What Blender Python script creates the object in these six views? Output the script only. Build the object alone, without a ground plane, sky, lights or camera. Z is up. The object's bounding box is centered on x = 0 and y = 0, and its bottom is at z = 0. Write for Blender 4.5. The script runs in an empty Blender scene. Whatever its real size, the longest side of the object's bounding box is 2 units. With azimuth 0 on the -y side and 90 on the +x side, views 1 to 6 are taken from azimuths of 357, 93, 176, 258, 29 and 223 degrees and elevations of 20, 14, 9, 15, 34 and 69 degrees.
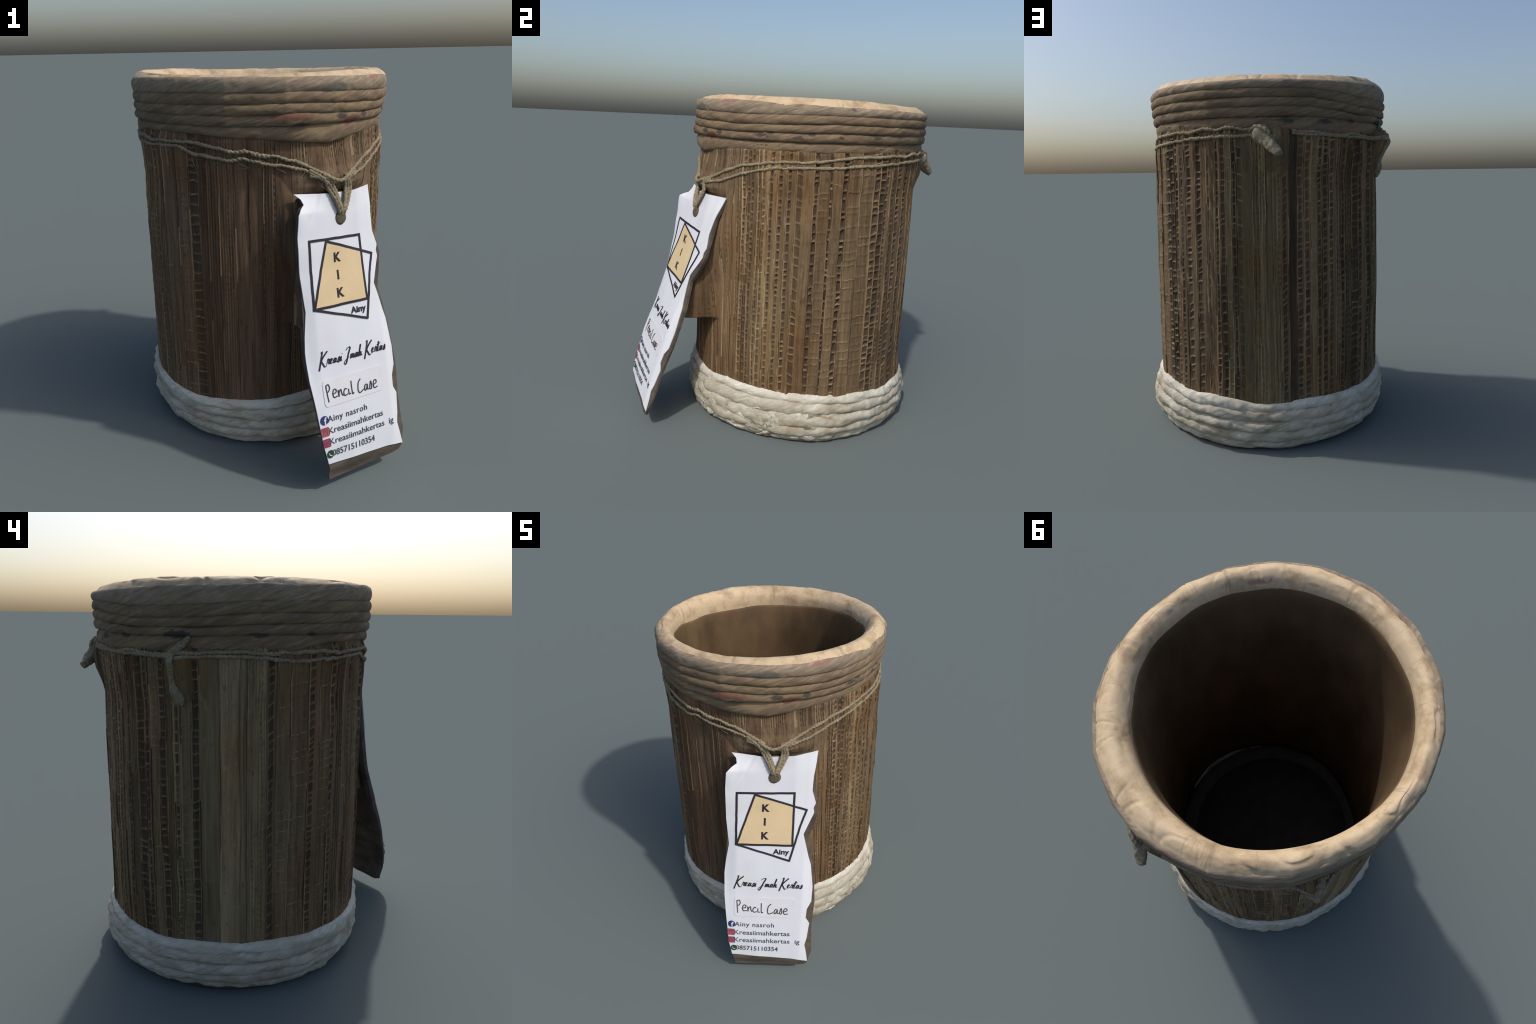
import bpy, bmesh, math
import numpy as np
from mathutils import Vector

RNG = np.random.default_rng(11)
CX, CY = -0.017, 0.146            # axis of the cup
RAD = math.pi / 180.0

# ------------------------------------------------------------------ noise
def _hash(i, j, k, seed):
    n = (i.astype(np.int64) * 73856093) ^ (j.astype(np.int64) * 19349663) ^ (k.astype(np.int64) * 83492791) ^ (seed * 2654435761)
    n = (n ^ (n >> 13)) * 1274126177
    n = n & 0x7FFFFFFF
    n = (n ^ (n >> 15)) * 2246822519
    return ((n & 0xFFFFFF) / float(0xFFFFFF)) * 2 - 1

def noise3(x, y, z, seed=0):
    x, y, z = np.broadcast_arrays(np.asarray(x, float), np.asarray(y, float), np.asarray(z, float))
    i, j, k = np.floor(x).astype(np.int64), np.floor(y).astype(np.int64), np.floor(z).astype(np.int64)
    u, v, w = x - i, y - j, z - k
    u, v, w = [t * t * (3 - 2 * t) for t in (u, v, w)]
    r = 0
    for a in (0, 1):
        for b in (0, 1):
            for c in (0, 1):
                r = r + _hash(i + a, j + b, k + c, seed) * (u if a else 1 - u) * (v if b else 1 - v) * (w if c else 1 - w)
    return r

def fbm3(x, y, z, seed=0, octaves=3):
    r, amp = 0, 1.0
    for o in range(octaves):
        r = r + amp * noise3(x * 2 ** o, y * 2 ** o, z * 2 ** o, seed + o)
        amp *= 0.5
    return r

def sstep(a, b, x):
    t = np.clip((np.asarray(x, float) - a) / (b - a), 0, 1)
    return t * t * (3 - 2 * t)

def pinterp(deg, table):
    """periodic interpolation of (angle, value) control points"""
    a = np.array([p[0] for p in table], float); v = np.array([p[1] for p in table], float)
    o = np.argsort(a)
    return np.interp(np.asarray(deg, float), a[o], v[o], period=360)

def adiff(deg, d0):
    return (np.asarray(deg, float) - d0 + 180) % 360 - 180

# ------------------------------------------------------------------ form of the cup
def ellip(t, z):
    s = sstep(1.4, 1.8, z)
    return -0.010 * np.cos(2 * t) + 0.012 * (1 - s) * np.sin(2 * t)

PROFILE = np.array([(0.0, .692), (.25, .694), (.5, .692), (1.0, .690), (1.3, .687), (1.47, .681), (1.58, .688), (1.68, .697), (1.76, .700), (2.0, .700)])

DENTS = [(-165, -.004), (-150, -.004), (-136, -.004), (-127, .003), (-116, .002), (-98, -.011), (-70, 0), (-45, 0), (-18, .009), (0, .003), (12, .004), (30, -.002), (44, -.006), (60, -.008), (74, -.017), (82, -.021), (90, -.013), (98, -.002), (108, -.002), (118, .002), (131, .010), (143, .016), (154, .011), (165, -.003), (182, -.004)]
TC = np.array([.3701, -.6722, .7808]); TX = np.array([.8719, .4850, -.0675]); TY = -np.array([.0899, -.2941, -.9515]); TN = np.array([.4814, -.8236, .3000])

def web(deg, z, r):
    """how far the wall is drawn out to meet the back of the tag, and the mask of that place"""
    t = np.asarray(deg, float) * RAD; z = np.asarray(z, float)
    dx, dy = np.cos(t), np.sin(t)
    den = dx * TN[0] + dy * TN[1]
    den = np.where(den > .25, den, 9e9)
    rt = ((TC[0] - CX) * TN[0] + (TC[1] - CY) * TN[1] + (TC[2] - z) * TN[2] - .050) / den      # back plane of the tag along this direction
    px, py, pz = CX + rt * dx - TC[0], CY + rt * dy - TC[1], z - TC[2]
    x = px * TX[0] + py * TX[1] + pz * TX[2]; y = px * TY[0] + py * TY[1] + pz * TY[2]
    out = np.maximum(0, np.maximum(x - .190, -.19 - x))
    spread = .060 + .045 * sstep(.1, .6, y)
    yb = -.045 - .030 * sstep(.06, .16, rt - r) + .05 * sstep(.08, -.16, x)
    m = np.exp(-(out / spread) ** 2) * sstep(yb - .012, yb + .012, y) * (1 - sstep(.72, .98, y))
    m = np.where(den > 1e6, 0, m)
    return np.maximum(0, np.minimum(rt, r + .30) - r) * m, m

def r_body(deg, z):
    t = np.asarray(deg, float) * RAD
    r = np.interp(z, PROFILE[:, 0], PROFILE[:, 1]) + ellip(t, z)
    low = 1 - sstep(.55, .85, z)
    r = r + (pinterp(deg, DENTS) - .016 * low * np.exp(-(adiff(deg, 149) / 9) ** 2)) * sstep(.25, .45, z) * (1 - sstep(1.5, 1.72, z))
    r = r - (.014 * np.exp(-(adiff(deg, -18) / 60) ** 2) + .006) * np.exp(-((np.asarray(z) - 1.685) / .065) ** 2)
    hv = np.interp(z, [1.415, 1.440, 1.470, 1.510, 1.560, 1.60], [0, .026, .046, .036, .008, 0])       # drawn out where the twine hangs down
    r = r + hv * np.exp(-(adiff(deg, -61) / 16) ** 2) - .011 * np.exp(-(adiff(deg, -60) / 22) ** 2 - ((np.asarray(z) - 1.665) / .055) ** 2)
    # ridges drawn out of the bark below the two string knots
    hb = np.interp(z, [1.44, 1.56, 1.655, 1.69, 1.73], [0, .032, .075, .056, 0])
    r = r + hb * np.exp(-(adiff(deg, 150.3) / 4.6) ** 2)
    ha = np.interp(z, [1.45, 1.57, 1.66, 1.73], [0, .036, .038, 0])
    r = r + ha * np.exp(-(adiff(deg, 90.0) / 7.5) ** 2)
    return r + web(deg, z, r)[0]

def pos(deg, z, r):
    t = np.asarray(deg, float) * RAD
    cx = CX - 0.006 * sstep(1.5, 1.9, z)
    return np.stack(np.broadcast_arrays(cx + r * np.cos(t), CY + r * np.sin(t), z), -1)

# the mouth is a slightly cornered ring
CORNERS = [-47, -64, -84, -106, -126, -146, -167, 169, 142, 117, 93, 80, 61, 43, 26, 6, -13, -29]
def facet(deg, amount=0.8):
    c = np.sort(np.array(CORNERS, float)); d = (np.asarray(deg, float) + 180) % 360 - 180
    e = np.concatenate([[c[-1] - 360], c, [c[0] + 360]])
    i = np.clip(np.searchsorted(e, d, side='right') - 1, 0, len(e) - 2)
    half = (e[i + 1] - e[i]) / 2 * RAD; off = (d - (e[i + 1] + e[i]) / 2) * RAD
    return 1 + amount * (np.cos(half) / np.cos(off) - 1 + 0.006)

# ------------------------------------------------------------------ mesh helpers
ALL = {}
def new_object(name, me, parent=None, kind=None):
    ob = bpy.data.objects.new(name, me)
    bpy.context.scene.collection.objects.link(ob)
    if parent is not None:
        ob.parent = parent
    if kind:
        ob["kind"] = kind
    return ob

def mesh_from(name, V, F, mats, fm=None, smooth=True, fix=True):
    me = bpy.data.meshes.new(name)
    V = np.asarray(V, float).reshape(-1, 3)
    F = np.asarray(F)
    n, k = F.shape
    me.vertices.add(len(V)); me.vertices.foreach_set("co", V.ravel())
    me.loops.add(n * k); me.loops.foreach_set("vertex_index", F.ravel().astype(np.int32))
    me.polygons.add(n)
    me.polygons.foreach_set("loop_start", np.arange(0, n * k, k, dtype=np.int32))
    me.polygons.foreach_set("loop_total", np.full(n, k, dtype=np.int32))
    for m in mats:
        me.materials.append(m)
    if fm is not None:
        me.polygons.foreach_set("material_index", np.asarray(fm, np.int32).ravel())
    me.update(calc_edges=True)
    me.polygons.foreach_set("use_smooth", np.full(n, smooth))
    me.validate()
    return me

def grid_faces(nu, nv, wrap_u=False, wrap_v=False, flip=False):
    iu = np.arange(nu if wrap_u else nu - 1); iv = np.arange(nv if wrap_v else nv - 1)
    I, J = np.meshgrid(iu, iv, indexing='ij')
    a = I * nv + J; b = ((I + 1) % nu) * nv + J; c = ((I + 1) % nu) * nv + (J + 1) % nv; d = I * nv + (J + 1) % nv
    F = np.stack([a, b, c, d], -1).reshape(-1, 4)
    return F[:, ::-1] if flip else F

def solid_sheet(name, P, Q, mats, fm=None, side_mat=0, back_mat=0, smooth=True):
    """closed slab between the grids P (front) and Q (back), both nu x nv x 3"""
    nu, nv = P.shape[:2]; N = nu * nv
    F1 = grid_faces(nu, nv); F2 = grid_faces(nu, nv, flip=True) + N
    ring = [i * nv for i in range(nu)] + [(nu - 1) * nv + j for j in range(1, nv)] + [i * nv + nv - 1 for i in range(nu - 2, -1, -1)] + [j for j in range(nv - 2, 0, -1)]
    ring = np.array(ring); nx = np.roll(ring, -1)
    F3 = np.stack([ring, ring + N, nx + N, nx], -1)
    F = np.concatenate([F1, F2, F3])
    m = np.concatenate([np.zeros(len(F1), int) if fm is None else np.asarray(fm).ravel(), np.full(len(F2), back_mat), np.full(len(F3), side_mat)])
    me = mesh_from(name, np.concatenate([P.reshape(-1, 3), Q.reshape(-1, 3)]), F, mats, m, smooth)
    bm = bmesh.new(); bm.from_mesh(me)
    bmesh.ops.recalc_face_normals(bm, faces=bm.faces)
    bm.to_mesh(me); bm.free()
    if smooth:
        me.set_sharp_from_angle(angle=50 * RAD)
    return me

def tube(name, path, radius, mats, sides=10, closed=False, lobes=0, twist=0.0, depth=0.15, flat=1.0):
    """swept tube along path (n x 3), twisted lobes optional"""
    P = np.asarray(path, float); n = len(P)
    T = np.gradient(P, axis=0) if not closed else np.roll(P, -1, 0) - np.roll(P, 1, 0)
    T /= np.linalg.norm(T, axis=1)[:, None] + 1e-12
    ref = P - np.array([CX, CY, 0]); ref[:, 2] = 0
    ref /= np.linalg.norm(ref, axis=1)[:, None] + 1e-9
    N = ref - (ref * T).sum(1)[:, None] * T
    N /= np.linalg.norm(N, axis=1)[:, None] + 1e-9
    B = np.cross(T, N)
    r = np.broadcast_to(np.asarray(radius, float), (n,))
    s = np.concatenate([[0], np.cumsum(np.linalg.norm(np.diff(P, axis=0), axis=1))])
    phi = np.arange(sides) / sides * 2 * math.pi
    ph, ss = np.meshgrid(phi, s)
    lob = 1 + (depth * np.cos(lobes * (ph - twist * ss)) if lobes else 0)
    rr = r[:, None] * lob
    V = P[:, None, :] + (rr * np.cos(ph) * flat)[..., None] * N[:, None, :] + (rr * np.sin(ph))[..., None] * B[:, None, :]
    F = grid_faces(n, sides, wrap_u=closed, wrap_v=True)
    V = V.reshape(-1, 3)
    if not closed:
        V = np.concatenate([V, P[:1] - T[:1] * r[0] * .4, P[-1:] + T[-1:] * r[-1] * .4])
        j = np.arange(sides); a = n * sides
        c0 = np.stack([np.full(sides, a), (j + 1) % sides, j, j], -1)
        c1 = np.stack([np.full(sides, a + 1), (n - 1) * sides + j, (n - 1) * sides + (j + 1) % sides, (n - 1) * sides + (j + 1) % sides], -1)
        me = mesh_tris(name, V, F, np.concatenate([c0, c1])[:, :3], mats)
    else:
        me = mesh_from(name, V, F, mats)
    return me

def mesh_tris(name, V, quads, tris, mats, fq=None):
    me = bpy.data.meshes.new(name)
    me.from_pydata([tuple(v) for v in np.asarray(V).reshape(-1, 3)], [], [tuple(int(i) for i in f) for f in quads] + [tuple(int(i) for i in f) for f in tris])
    for m in mats:
        me.materials.append(m)
    me.polygons.foreach_set("use_smooth", np.full(len(me.polygons), True))
    bm = bmesh.new(); bm.from_mesh(me)
    bmesh.ops.recalc_face_normals(bm, faces=bm.faces)
    bm.to_mesh(me); bm.free()
    return me

def smooth_path(ctrl, per=10):
    """Catmull-Rom through control points (n x d)"""
    P = np.asarray(ctrl, float); P = np.concatenate([[2 * P[0] - P[1]], P, [2 * P[-1] - P[-2]]])
    out = []
    for i in range(1, len(P) - 2):
        t = np.linspace(0, 1, per, endpoint=False)[:, None]
        a, b, c, d = P[i - 1], P[i], P[i + 1], P[i + 2]
        out.append(.5 * ((2 * b) + (c - a) * t + (2 * a - 5 * b + 4 * c - d) * t ** 2 + (3 * b - a - 3 * c + d) * t ** 3))
    out.append(P[-2][None])
    return np.concatenate(out)

# ------------------------------------------------------------------ materials
class NT:
    def __init__(self, name, rough=0.85):
        self.mat = bpy.data.materials.new(name); self.mat.use_nodes = True
        self.t = self.mat.node_tree; self.t.nodes.clear()
        self.out = self.t.nodes.new("ShaderNodeOutputMaterial")
        self.b = self.t.nodes.new("ShaderNodeBsdfPrincipled")
        self.b.inputs["Roughness"].default_value = rough
        self.b.inputs["Specular IOR Level"].default_value = 0.25
        self.t.links.new(self.b.outputs[0], self.out.inputs[0])
        self.tc = self.t.nodes.new("ShaderNodeTexCoord")
        self.obj = self.tc.outputs["Object"]
    def link(self, a, b): self.t.links.new(a, b)
    def put(self, sock, v):
        if hasattr(v, "is_output"): self.link(v, sock)
        else: sock.default_value = v
    def math(self, op, a, b=0.0, clamp=False):
        n = self.t.nodes.new("ShaderNodeMath"); n.operation = op; n.use_clamp = clamp
        self.put(n.inputs[0], a); self.put(n.inputs[1], b); return n.outputs[0]
    def mapping(self, vec, scale=(1, 1, 1), rot=(0, 0, 0), loc=(0, 0, 0)):
        n = self.t.nodes.new("ShaderNodeMapping"); self.link(vec, n.inputs[0])
        n.inputs["Scale"].default_value = scale; n.inputs["Rotation"].default_value = rot; n.inputs["Location"].default_value = loc
        return n.outputs[0]
    def noise(self, vec, scale=1, detail=4, rough=.6, dist=0.0):
        n = self.t.nodes.new("ShaderNodeTexNoise"); self.link(vec, n.inputs["Vector"])
        n.inputs["Scale"].default_value = scale; n.inputs["Detail"].default_value = detail
        n.inputs["Roughness"].default_value = rough; n.inputs["Distortion"].default_value = dist
        return n.outputs["Fac"]
    def ramp(self, fac, stops):
        n = self.t.nodes.new("ShaderNodeValToRGB"); self.link(fac, n.inputs[0])
        e = n.color_ramp.elements
        while len(e) < len(stops): e.new(0.5)
        for q, (p, c) in zip(e, stops):
            q.position = p; q.color = (*c, 1) if len(c) == 3 else c
        return n.outputs[0]
    def mix(self, fac, a, b, mode='MIX'):
        n = self.t.nodes.new("ShaderNodeMix"); n.data_type = 'RGBA'; n.blend_type = mode
        self.put(n.inputs[0], fac)
        self.put(n.inputs[6], (*a, 1) if isinstance(a, tuple) else a); self.put(n.inputs[7], (*b, 1) if isinstance(b, tuple) else b)
        return n.outputs[2]
    def wrap(self):
        """(arc length, 0, height) around the cup's axis"""
        s = self.t.nodes.new("ShaderNodeSeparateXYZ"); self.link(self.obj, s.inputs[0])
        x = self.math('SUBTRACT', s.outputs[0], CX); y = self.math('SUBTRACT', s.outputs[1], CY)
        self.ang = self.math('ARCTAN2', y, x); self.z = s.outputs[2]
        c = self.t.nodes.new("ShaderNodeCombineXYZ")
        self.link(self.math('MULTIPLY', self.ang, .7), c.inputs[0]); self.link(self.z, c.inputs[2])
        return c.outputs[0]
    def blob(self, a0, z0, wa, wz, wob=None):
        """soft spot centred on angle a0 (degrees), height z0"""
        da = self.math('SUBTRACT', self.ang, a0 * RAD)
        da = self.math('SUBTRACT', self.math('MODULO', self.math('ADD', da, 3 * math.pi), 2 * math.pi), math.pi)
        u = self.math('POWER', self.math('ABSOLUTE', self.math('DIVIDE', da, wa * RAD)), 2.0)
        v = self.math('POWER', self.math('ABSOLUTE', self.math('DIVIDE', self.math('SUBTRACT', self.z, z0), wz)), 2.0)
        d = self.math('SQRT', self.math('ADD', u, v))
        if wob is not None: d = self.math('ADD', d, self.math('MULTIPLY', self.math('SUBTRACT', wob, .5), 2.6))
        m = self.t.nodes.new("ShaderNodeMapRange"); m.interpolation_type = 'SMOOTHSTEP'
        self.link(d, m.inputs[0]); m.inputs[1].default_value = 1.05; m.inputs[2].default_value = .6
        m.inputs[3].default_value = 0; m.inputs[4].default_value = 1
        return m.outputs[0]
    def color(self, c): self.put(self.b.inputs["Base Color"], (*c, 1) if isinstance(c, tuple) else c)
    def bump(self, h, strength=.3, dist=.01):
        n = self.t.nodes.new("ShaderNodeBump"); n.inputs["Strength"].default_value = strength; n.inputs["Distance"].default_value = dist
        self.link(h, n.inputs["Height"]); self.link(n.outputs[0], self.b.inputs["Normal"])

def mul(c, k): return tuple(min(1, v * k) for v in c)
def lerp(a, b, t): return tuple(x + (y - x) * t for x, y in zip(a, b))

def bark_material(name, base, contrast=1.0, streak=26, warm=(.20, .115, .055), warmth=.40):
    m = NT(name)
    st = m.noise(m.mapping(m.obj, (streak, streak, 1.1)), 1, 6, .65)
    fine = m.noise(m.mapping(m.obj, (95, 95, 4)), 1, 3, .6)
    big = m.noise(m.mapping(m.obj, (3.2, 3.2, 1.6)), 1, 3, .55)
    f = m.math('ADD', m.math('MULTIPLY', st, .62), m.math('MULTIPLY', fine, .38))
    c = m.ramp(f, [(.32, mul(base, 1 - .55 * contrast)), (.5, base), (.68, mul(base, 1 + .55 * contrast))])
    w = m.ramp(big, [(.45, (0, 0, 0)), (.66, (warmth,) * 3)])
    c = m.mix(w, c, m.mix(1.0, c, mul(warm, 4.5), 'MULTIPLY'))
    speck = m.noise(m.mapping(m.obj, (38, 38, 22)), 1, 2, .5)
    c = m.mix(m.ramp(speck, [(.62, (0, 0, 0)), (.74, (.45,) * 3)]), c, mul(base, 1.5))
    c = m.mix(m.ramp(speck, [(.27, (.5,) * 3), (.37, (0, 0, 0))]), c, mul(base, .45))
    oi = m.t.nodes.new("ShaderNodeObjectInfo")
    shade = m.math('ADD', m.math('MULTIPLY', oi.outputs["Random"], .46), .77)      # strips differ in tone
    v = m.t.nodes.new("ShaderNodeCombineXYZ")
    for k in range(3): m.link(shade, v.inputs[k])
    c = m.mix(1.0, c, v.outputs[0], 'MULTIPLY')
    m.color(c); m.bump(f, .35, .006)
    return m.mat

BARK = {
    'tan':    (.142, .098, .052),
    'brown':  (.126, .086, .049),
    'red':    (.112, .070, .041),
    'grey':   (.148, .101, .057),  # grey, olive, pale: tinted warmer to offset blue skylight on the shaded back
    'olive':  (.148, .112, .058),
    'pale':   (.198, .150, .086),
    'gap':    (.062, .045, .031),
}
MAT = {}
for k, c in BARK.items():
    smooth_kind = k in ('pale', 'olive')
    MAT[k] = bark_material("bark_" + k, c, .8 if smooth_kind else 1.0)
    MAT[k + '_rib'] = bark_material("bark_rib_" + k, lerp(mul(c, 1.6), (.24, .18, .11), .30) if k not in ('gap', 'red', 'pale') else mul(c, 1.9 if k == 'gap' else 1.28), .6, warmth=.15)
    MAT[k + '_cell'] = bark_material("bark_cell_" + k, mul(c, dict(red=.82, pale=.85, olive=.70).get(k, .56)), .8)
MAT['pit'] = bark_material("bark_pit", (.068, .048, .033), .7, warmth=.2)
MAT['core'] = bark_material("bark_core", (.05, .034, .023), .6)

def rope_material(name, base, hi, lo, slope, prints=False, stain=None):
    m = NT(name, .9)
    u = m.wrap()
    dirn = m.mapping(u, (1, 1, 1), (0, slope, 0))
    st = m.noise(m.mapping(dirn, (7, 1, 70)), 1, 5, .65)
    fine = m.noise(m.mapping(dirn, (20, 1, 240)), 1, 3, .6)
    f = m.math('ADD', m.math('MULTIPLY', st, .65), m.math('MULTIPLY', fine, .35))
    c = m.ramp(f, [(.30, lo), (.5, base), (.70, hi)])
    big = m.noise(m.mapping(m.obj, (5, 5, 9)), 1, 4, .6)
    if stain:
        c = m.mix(m.ramp(big, [(.46, (0, 0, 0)), (.66, (.75,) * 3)]), c, stain[0])
        blot = m.noise(m.mapping(m.obj, (7, 7, 12), loc=(8, 3, 5)), 1, 5, .7, .8)
        c = m.mix(m.ramp(blot, [(.63, (0, 0, 0)), (.70, (.75,) * 3)]), c, (.20, .145, .085))
        c = m.mix(m.ramp(m.noise(m.mapping(m.obj, (11, 11, 16), loc=(3, 1, 2)), 1, 3, .6), [(.60, (0, 0, 0)), (.74, (.7,) * 3)]), c, stain[1])
    else:
        c = m.mix(m.ramp(big, [(.35, (.5,) * 3), (.55, (0, 0, 0))]), c, mul(base, .68))
        hue = m.noise(m.mapping(dirn, (2.2, 1, 22)), 1, 3, .6)
        c = m.mix(m.ramp(hue, [(.52, (0, 0, 0)), (.66, (.55,) * 3)]), c, (.24, .185, .10))
        c = m.mix(m.ramp(hue, [(.34, (.5,) * 3), (.46, (0, 0, 0))]), c, (.125, .085, .066))
    if prints:   # ink left on the rolled newsprint
        wob = m.noise(m.mapping(dirn, (22, 1, 75)), 1, 4, .65)
        ink, red, blue = (.032, .033, .036), (.135, .060, .044), (.10, .105, .095)
        for a, z, wa, wz, col in [(-82, 1.805, 9.5, .023, red), (-55, 1.772, 6, .026, (.13, .05, .036)), (-41, 1.962, 5, .011, (.27, .115, .095)), (-64, 1.930, 6.5, .020, blue),
                                  (-61, 1.795, 3.2, .016, ink), (-47, 1.793, 2.2, .016, ink), (-78, 1.772, 4.5, .009, ink), (-101, 1.776, 4, .008, (.09, .11, .11)),
                                  (-22.5, 1.791, 4, .014, ink), (-18, 1.802, 2, .012, ink), (-5, 1.781, 3.4, .012, ink), (1, 1.805, 2.2, .012, ink), (18.7, 1.938, 1.4, .009, (.06, .07, .09)),
                                  (14, 1.793, 1.6, .010, ink), (32, 1.797, 2.6, .010, ink), (95, 1.744, 4, .016, ink), (112, 1.743, 4, .014, ink), (126, 1.753, 3, .014, ink), (150, 1.76, 6, .02, ink), (180, 1.757, 4, .012, ink), (-160, 1.765, 3, .012, ink)]:
            c = m.mix(m.math('MULTIPLY', m.blob(a, z, wa, wz, wob), .78), c, col)
    m.color(c); m.bump(f, .45, .006)
    return m.mat

MAT['rope'] = rope_material("paper_rope_brown", (.170, .121, .077), (.30, .235, .155), (.095, .070, .046), .30, prints=True)
MAT['rope_pale'] = rope_material("paper_rope_pale", (.255, .200, .142), (.44, .365, .28), (.115, .086, .060), .30, prints=True)  # top coil lightened in colour: sun highlight catching its upper edge
MAT['white_rope'] = rope_material("paper_rope_white", (.52, .50, .43), (.66, .645, .58), (.36, .33, .265), .42, stain=((.42, .38, .29), (.33, .33, .27)))
MAT['white_dirty'] = rope_material("paper_rope_soiled", (.40, .375, .305), (.56, .54, .47), (.27, .24, .18), .42, stain=((.26, .215, .145), (.22, .225, .175)))
def pulp_material():
    m = NT("paper_pulp", .9)
    n = m.noise(m.mapping(m.obj, (10, 10, 13)), 1, 6, .65, .5)
    c = m.ramp(n, [(.30, (.20, .165, .115)), (.44, (.36, .335, .26)), (.56, (.45, .43, .36)), (.72, (.58, .56, .50))])
    cr = m.noise(m.mapping(m.obj, (9, 9, 16), loc=(4, 2, 7)), 1, 4, .6, 1.2)
    c = m.mix(m.ramp(cr, [(.37, (.85,) * 3), (.42, (0, 0, 0))]), c, (.15, .13, .085))
    fine = m.noise(m.mapping(m.obj, (60, 60, 60)), 1, 3, .6)
    c = m.mix(m.ramp(fine, [(.3, (.35,) * 3), (.5, (0, 0, 0))]), c, (.26, .225, .165))
    m.color(c); m.bump(n, .5, .012)
    return m.mat
MAT['pulp'] = pulp_material()

def rim_material():
    m = NT("rim_paper", .58)
    u = m.wrap()
    big = m.noise(m.mapping(m.obj, (8, 8, 10)), 1, 5, .65)
    c = m.ramp(big, [(.28, (.29, .21, .135)), (.42, (.42, .31, .19)), (.55, (.53, .41, .265)), (.66, (.49, .37, .245)), (.76, (.42, .34, .25))])
    cr = m.noise(m.mapping(u, (14, 1, 3)), 1, 4, .7, .6)
    c = m.mix(m.ramp(cr, [(.33, (.7,) * 3), (.41, (0, 0, 0))]), c, (.24, .19, .12))
    sp = m.noise(m.mapping(m.obj, (26, 26, 26)), 1, 3, .6)
    c = m.mix(m.ramp(sp, [(.64, (0, 0, 0)), (.76, (.6,) * 3)]), c, (.30, .23, .15))
    c = m.mix(m.math('MULTIPLY', m.blob(-40, 1.966, 6, .012, sp), .8), c, (.34, .17, .14))
    m.color(c); m.bump(cr, .25, .008)
    return m.mat
MAT['rim'] = rim_material()

def plain(name, c, rough=.8, var=.12, scale=(12, 12, 12), bump=.1):
    m = NT(name, rough)
    n = m.noise(m.mapping(m.obj, scale), 1, 5, .6)
    m.color(m.ramp(n, [(.3, mul(c, 1 - var)), (.7, mul(c, 1 + var))])); m.bump(n, bump, .004)
    return m.mat

MAT['lining'] = plain("lining_board", (.104, .066, .033), .75, .35, (5, 5, 2.5), .1)
MAT['floor'] = plain("floor_board", (.050, .044, .038), .8, .2)
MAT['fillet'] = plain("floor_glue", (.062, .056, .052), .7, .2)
MAT['plate'] = plain("base_board", (.050, .040, .030), .9, .3)
MAT['twine'] = None
def twine_material(name, base):
    m = NT(name, .95)
    n = m.noise(m.mapping(m.obj, (90, 90, 90)), 1, 4, .7)
    b = m.noise(m.mapping(m.obj, (9, 9, 9)), 1, 2, .5)
    c = m.ramp(n, [(.3, mul(base, .55)), (.5, base), (.72, mul(base, 1.6))])
    c = m.mix(m.ramp(b, [(.4, (0, 0, 0)), (.65, (.35,) * 3)]), c, mul(base, .6))
    m.color(c); m.bump(n, .5, .004)
    return m.mat
MAT['twine'] = twine_material("twine", (.23, .19, .125))
MAT['twine_dark'] = twine_material("twine_packed", (.105, .085, .060))
MAT['twine_grey'] = twine_material("twine_end", (.225, .195, .135))

def paper_material():
    m = NT("tag_paper", .6)
    n = m.noise(m.mapping(m.obj, (7, 7, 7)), 1, 3, .5)
    c = m.ramp(n, [(.3, (.585, .60, .655)), (.5, (.60, .625, .66)), (.7, (.60, .60, .665))])
    m.color(c); m.bump(n, .04, .01)
    return m.mat
MAT['paper'] = paper_material()
MAT['sticker'] = plain("sticker_paper", (.60, .61, .645), .5, .03, (20, 20, 20), .02)
MAT['card'] = plain("brown_card", (.082, .066, .053), .85, .45, (6, 6, 14), .15)
MAT['ink'] = plain("black_print", (.022, .018, .024), .6, .2, (40, 40, 40), 0)
MAT['pen'] = plain("pen_ink", (.045, .045, .055), .6, .3, (40, 40, 40), 0)
MAT['grey_ink'] = plain("grey_print", (.060, .070, .085), .6, .4, (50, 50, 50), 0)
MAT['beige'] = plain("beige_print", (.58, .455, .275), .6, .06, (6, 6, 6), 0)
MAT['blue'] = plain("blue_print", (.024, .034, .135), .6, .2, (40, 40, 40), 0)
MAT['pink'] = plain("red_print", (.30, .085, .095), .6, .25, (30, 30, 30), 0)
MAT['plum'] = plain("plum_print", (.22, .045, .085), .6, .25, (30, 30, 30), 0)
MAT['green'] = plain("green_print", (.020, .050, .022), .6, .3, (40, 40, 40), 0)

# ------------------------------------------------------------------ the cup
cup = bpy.data.objects.new("pencil_cup", None)
bpy.context.scene.collection.objects.link(cup)
cup["label"] = "round brown bark pencil cup with rope bands and a white paper tag"
cup["category"] = "pencil cup"

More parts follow.
